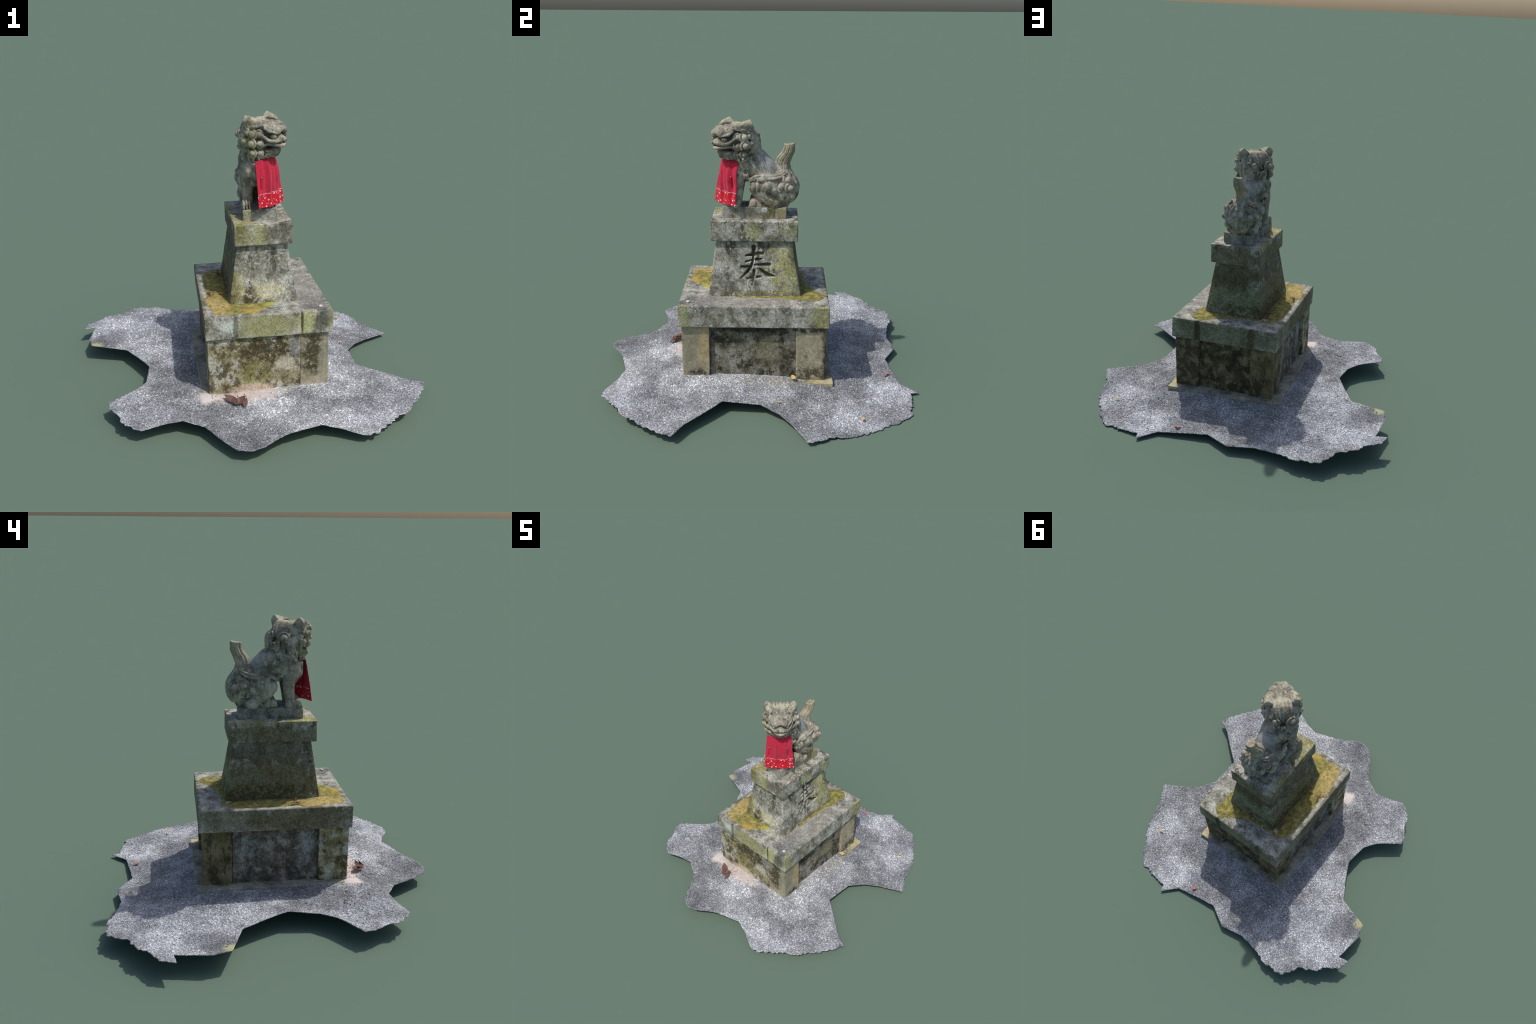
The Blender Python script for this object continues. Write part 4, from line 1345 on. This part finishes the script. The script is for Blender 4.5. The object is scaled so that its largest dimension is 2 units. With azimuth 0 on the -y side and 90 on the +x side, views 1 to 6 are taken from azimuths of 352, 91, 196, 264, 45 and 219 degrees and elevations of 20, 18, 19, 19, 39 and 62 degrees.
    M["panel_right"] = stone("panel_right_stone", P, (srgb(84, 80, 68), srgb(122, 118, 102), srgb(156, 154, 146)), stain=black, stain_amount=.52, seed=7, streak=.1, patches=[
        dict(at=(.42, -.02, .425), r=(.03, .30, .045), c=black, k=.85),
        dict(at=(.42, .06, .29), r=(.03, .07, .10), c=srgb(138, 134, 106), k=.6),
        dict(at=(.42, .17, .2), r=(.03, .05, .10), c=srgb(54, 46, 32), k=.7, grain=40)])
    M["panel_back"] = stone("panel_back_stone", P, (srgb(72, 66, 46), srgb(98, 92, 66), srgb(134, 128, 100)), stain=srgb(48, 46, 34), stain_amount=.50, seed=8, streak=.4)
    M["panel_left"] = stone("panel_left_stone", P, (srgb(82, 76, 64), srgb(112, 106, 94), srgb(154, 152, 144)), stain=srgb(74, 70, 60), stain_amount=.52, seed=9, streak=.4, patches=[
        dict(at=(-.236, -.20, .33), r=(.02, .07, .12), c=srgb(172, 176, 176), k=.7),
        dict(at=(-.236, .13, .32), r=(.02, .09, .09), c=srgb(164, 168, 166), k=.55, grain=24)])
    M["footing"] = stone("footing_stone", P, (srgb(124, 120, 108), srgb(152, 148, 132), srgb(176, 172, 156)), stain=srgb(96, 92, 74), stain_amount=.6, seed=10, speck=.2, mottle=.2, patches=[
        dict(at=(.45, .40, .09), r=(.06, .08, .03), c=srgb(196, 184, 142), k=.7),
        dict(at=(.44, .22, .10), r=(.05, .12, .03), c=srgb(138, 130, 62), k=.8, grain=30)])

    # lion
    Lr = tuple(LION_ROOT)
    M["lion"] = stone("lion_stone", Lr, (srgb(110, 106, 94), srgb(150, 146, 132), srgb(188, 183, 169)), lichen=srgb(190, 186, 164), stain=srgb(82, 76, 58), stain_amount=.565,
                      lichen_amount=.58, seed=12, speck=.20, mottle=.20, streak=.3, fine=260, bump=.35, patches=[
        dict(at=(.10, -.10, 1.585), r=(.14, .14, .030), c=srgb(196, 190, 158), k=.6, grain=60),
        dict(at=(.055, -.20, 1.45), r=(.05, .06, .10), c=srgb(150, 146, 96), k=.55, grain=40),
        dict(at=(.11, .16, 1.40), r=(.06, .06, .10), c=srgb(166, 156, 128), k=.6),
        dict(at=(.12, .04, 1.34), r=(.09, .06, .06), c=srgb(160, 164, 170), k=.6),
        dict(at=(.18, .10, 1.10), r=(.06, .10, .05), c=srgb(116, 110, 66), k=.6, grain=30),
        dict(at=(.18, -.02, 1.115), r=(.05, .04, .03), c=srgb(186, 168, 154), k=.6),
        dict(at=(.19, .14, 1.25), r=(.04, .07, .04), c=srgb(188, 176, 166), k=.5),
        dict(at=(.03, -.15, 1.2), r=(.06, .08, .12), c=srgb(138, 130, 116), k=.4)])
    M["lion_base"] = stone("lion_base_stone", Lr, (srgb(112, 112, 104), srgb(140, 140, 128), srgb(168, 168, 160)), stain=srgb(78, 76, 52), stain_amount=.56, seed=13, speck=.3, patches=[
        dict(at=(.20, .06, 1.05), r=(.03, .10, .03), c=srgb(110, 102, 52), k=.7, grain=40),
        dict(at=(.20, .14, 1.06), r=(.03, .05, .03), c=srgb(168, 160, 120), k=.6),
        dict(at=(.203, .03, 1.072), r=(.02, .018, .014), c=srgb(198, 200, 204), k=.9, rag=.4),
        dict(at=(.02, -.20, 1.05), r=(.03, .04, .04), c=srgb(160, 154, 122), k=.6)])

    # gravel: dappled sun and tree shade painted into the colour (place, size, gain)
    DAPPLE_GAINS = [((-.66, -.52), (.17, .15), 1.28), ((-.52, -.02), (.13, .28), 1.16), ((-.62, .62), (.28, .20), 1.20), ((.42, .80), (.16, .14), 1.18), ((.60, -.72), (.14, .10), 1.18),
             ((.10, -.62), (.20, .10), 1.10), ((.78, .62), (.12, .2), 1.14), ((.76, -.50), (.20, .16), .78), ((-.02, -.86), (.16, .10), .76), ((.62, -.02), (.14, .16), .84),
             ((-.40, .72), (.22, .12), .76), ((-.45, -.56), (.10, .07), .80), ((-.80, .40), (.12, .10), .84), ((.30, -.66), (.14, .08), .82)]

    def tones(N, col):
        for (x, y), (rx, ry), g in DAPPLE_GAINS:
            m = N.blob((x, y, .07), (rx, ry, .5), .6, .8, 12)
            col = N.mix(m, col, N.mix(1.0, col, (g, g, g * 1.01, 1), "MULTIPLY"))
        return col
    N = Nodes("gravel", tuple(GROUND_ROOT))
    cell = N.voronoi(165, out="Color")
    sep = N.t.nodes.new("ShaderNodeSeparateColor")
    N.t.links.new(cell, sep.inputs[0])
    v1 = sep.outputs[0]
    tone = N.ramp(v1, [(0.0, srgb(114, 118, 124)), (0.3, srgb(154, 158, 164)), (0.7, srgb(191, 194, 199)), (1.0, srgb(228, 226, 225))])
    gap = N.step(N.voronoi(165, "DISTANCE_TO_EDGE"), 0.02, 0.18)
    col = N.mix(gap, srgb(104, 105, 107), tone)
    col = N.broad(N.broad(tones(N, col), 3.0, .72, 1.26), 9, .84, 1.14, 4)
    for p in (dict(at=(-.05, -.49, .11), r=(.20, .055, .05), c=srgb(226, 208, 198), k=.75), dict(at=(-.26, -.475, .11), r=(.06, .05, .05), c=srgb(232, 222, 216), k=.8),
              dict(at=(.46, .1, .1), r=(.035, .20, .05), c=srgb(134, 124, 84), k=.6, grain=60), dict(at=(-.90, .28, .11), r=(.04, .04, .05), c=srgb(198, 196, 150), k=.7)):
        m = N.blob(p["at"], p["r"], .45, .9)
        if p.get("grain"):
            m = N.math("MULTIPLY", m, N.step(N.noise(p["grain"], 5, .7), .42, .56))
        col = N.mix(N.math("MULTIPLY", m, p["k"]), col, p["c"])
    N.bump(N.math("ADD", gap, N.math("MULTIPLY", N.noise(200, 4, .7), .6)), .45, .003)
    M["gravel"] = N.done(col, .95)
    N = Nodes("loose_gravel", tuple(GROUND_ROOT))
    gi = N.t.nodes.new("ShaderNodeNewGeometry")
    col = N.ramp(gi.outputs["Random Per Island"], [(0.0, srgb(124, 128, 134)), (0.3, srgb(162, 166, 172)), (0.75, srgb(195, 198, 203)), (0.97, srgb(226, 224, 222))])
    col = N.broad(N.broad(tones(N, col), 3.0, .72, 1.26), 9, .84, 1.14, 4)
    M["pebble"] = N.done(col, .95)

    # moss
    N = Nodes("moss", P)
    col = N.ramp(N.noise(30, 6, .7), [(.36, srgb(106, 102, 58)), (.5, srgb(142, 134, 76)), (.64, srgb(176, 166, 104))])
    col = N.mix(N.math("MULTIPLY", N.math("MULTIPLY", N.blob((-.19, -.31, .57), (.08, .14, .05), .5, .9), N.step(N.noise(48, 5, .7), .36, .58)), .85), col, srgb(206, 178, 122))
    col = N.mix(N.math("MULTIPLY", N.blob((.03, -.40, .57), (.06, .03, .05), .5, .9), .6), col, srgb(192, 162, 88))
    col = N.mix(N.math("MULTIPLY", N.blob((.13, -.31, .57), (.04, .04, .05), .5, .9), .6), col, srgb(178, 178, 88))
    f = N.noise(330, 4, .75)
    col = N.mix(1.0, col, N.ramp(f, [(.36, (.45, .45, .45, 1)), (.5, (1, 1, 1, 1)), (.64, (1.5, 1.48, 1.4, 1))]), "MULTIPLY")
    N.bump(N.math("ADD", f, N.noise(120, 4, .7)), .7, .004)
    M["moss"] = N.done(col, 1.0)

    # cloth
    N = Nodes("red_cloth", Lr)
    sx = N.t.nodes.new("ShaderNodeSeparateXYZ")
    N.t.links.new(N.pos, sx.inputs[0])
    zz = sx.outputs[2]
    red = N.mix(N.noise(18, 4, .6), srgb(176, 26, 52), srgb(204, 50, 80))
    band_red = srgb(192, 18, 42)
    band = N.math("SUBTRACT", 1.0, N.step(zz, 1.1745, 1.1765))
    fl = N.math("SUBTRACT", 1.0, N.step(N.math("ADD", N.voronoi(44, rand=.8), N.math("MULTIPLY", N.noise(170, 3, .6), .3)), .34, .43))
    # petals: rim broken up by fine noise
    fl2 = N.math("SUBTRACT", 1.0, N.step(N.math("ADD", N.voronoi(86, rand=.9), N.math("MULTIPLY", N.noise(260, 3, .6), .3)), .28, .37))
    flowers = N.math("MAXIMUM", fl, fl2)
    bandcol = N.mix(N.math("MULTIPLY", flowers, .78), band_red, srgb(242, 208, 214))
    line = N.math("MULTIPLY", N.math("SUBTRACT", 1.0, N.step(N.math("ABSOLUTE", N.math("SUBTRACT", zz, 1.1755)), .0012, .0024)), N.step(N.noise(120, 2, .5), .42, .5))
    col = N.mix(band, red, bandcol)
    col = N.mix(N.math("MULTIPLY", line, .85), col, srgb(246, 206, 214))
    N.bump(N.noise(600, 2, .5), .15, .001)
    N.bsdf.inputs["Sheen Weight"].default_value = 0.15
    M["bib"] = N.done(col, .85)

    def plain(name, c, rough=.85, var=.25):
        N = Nodes(name)
        g = N.ramp(N.noise(70, 4, .65), [(.3, (1 - var, 1 - var, 1 - var, 1)), (.7, (1 + var, 1 + var, 1 + var, 1))])
        return N.done(N.mix(1.0, c, g, "MULTIPLY"), rough)
    M["strap"] = plain("strap_cloth", srgb(178, 16, 36))
    M["knot"] = plain("knot_cloth", srgb(224, 96, 130))
    M["cord"] = plain("cord", srgb(190, 190, 184))
    M["leaf_brown"] = plain("brown_leaf", srgb(112, 86, 76), .8, .5)
    M["leaf_yellow"] = plain("yellow_leaf", srgb(206, 176, 110))
    M["leaf_orange"] = plain("orange_leaf", srgb(198, 150, 76))
    M["leaf_red"] = plain("red_leaf", srgb(176, 124, 116))
    M["leaf_pink"] = plain("dead_frond", srgb(132, 96, 92))
    M["white_pebble"] = plain("white_pebble", srgb(204, 200, 188), .8, .1)
    return M


def main():
    M = build_materials()
    ped = make_pedestal(M)
    make_moss(M["moss"], ped)
    lion = make_lion(M["lion"], M["lion_base"])
    make_bib(M, lion)
    ground = make_ground(M)
    make_litter(M, ground, ped)


main()
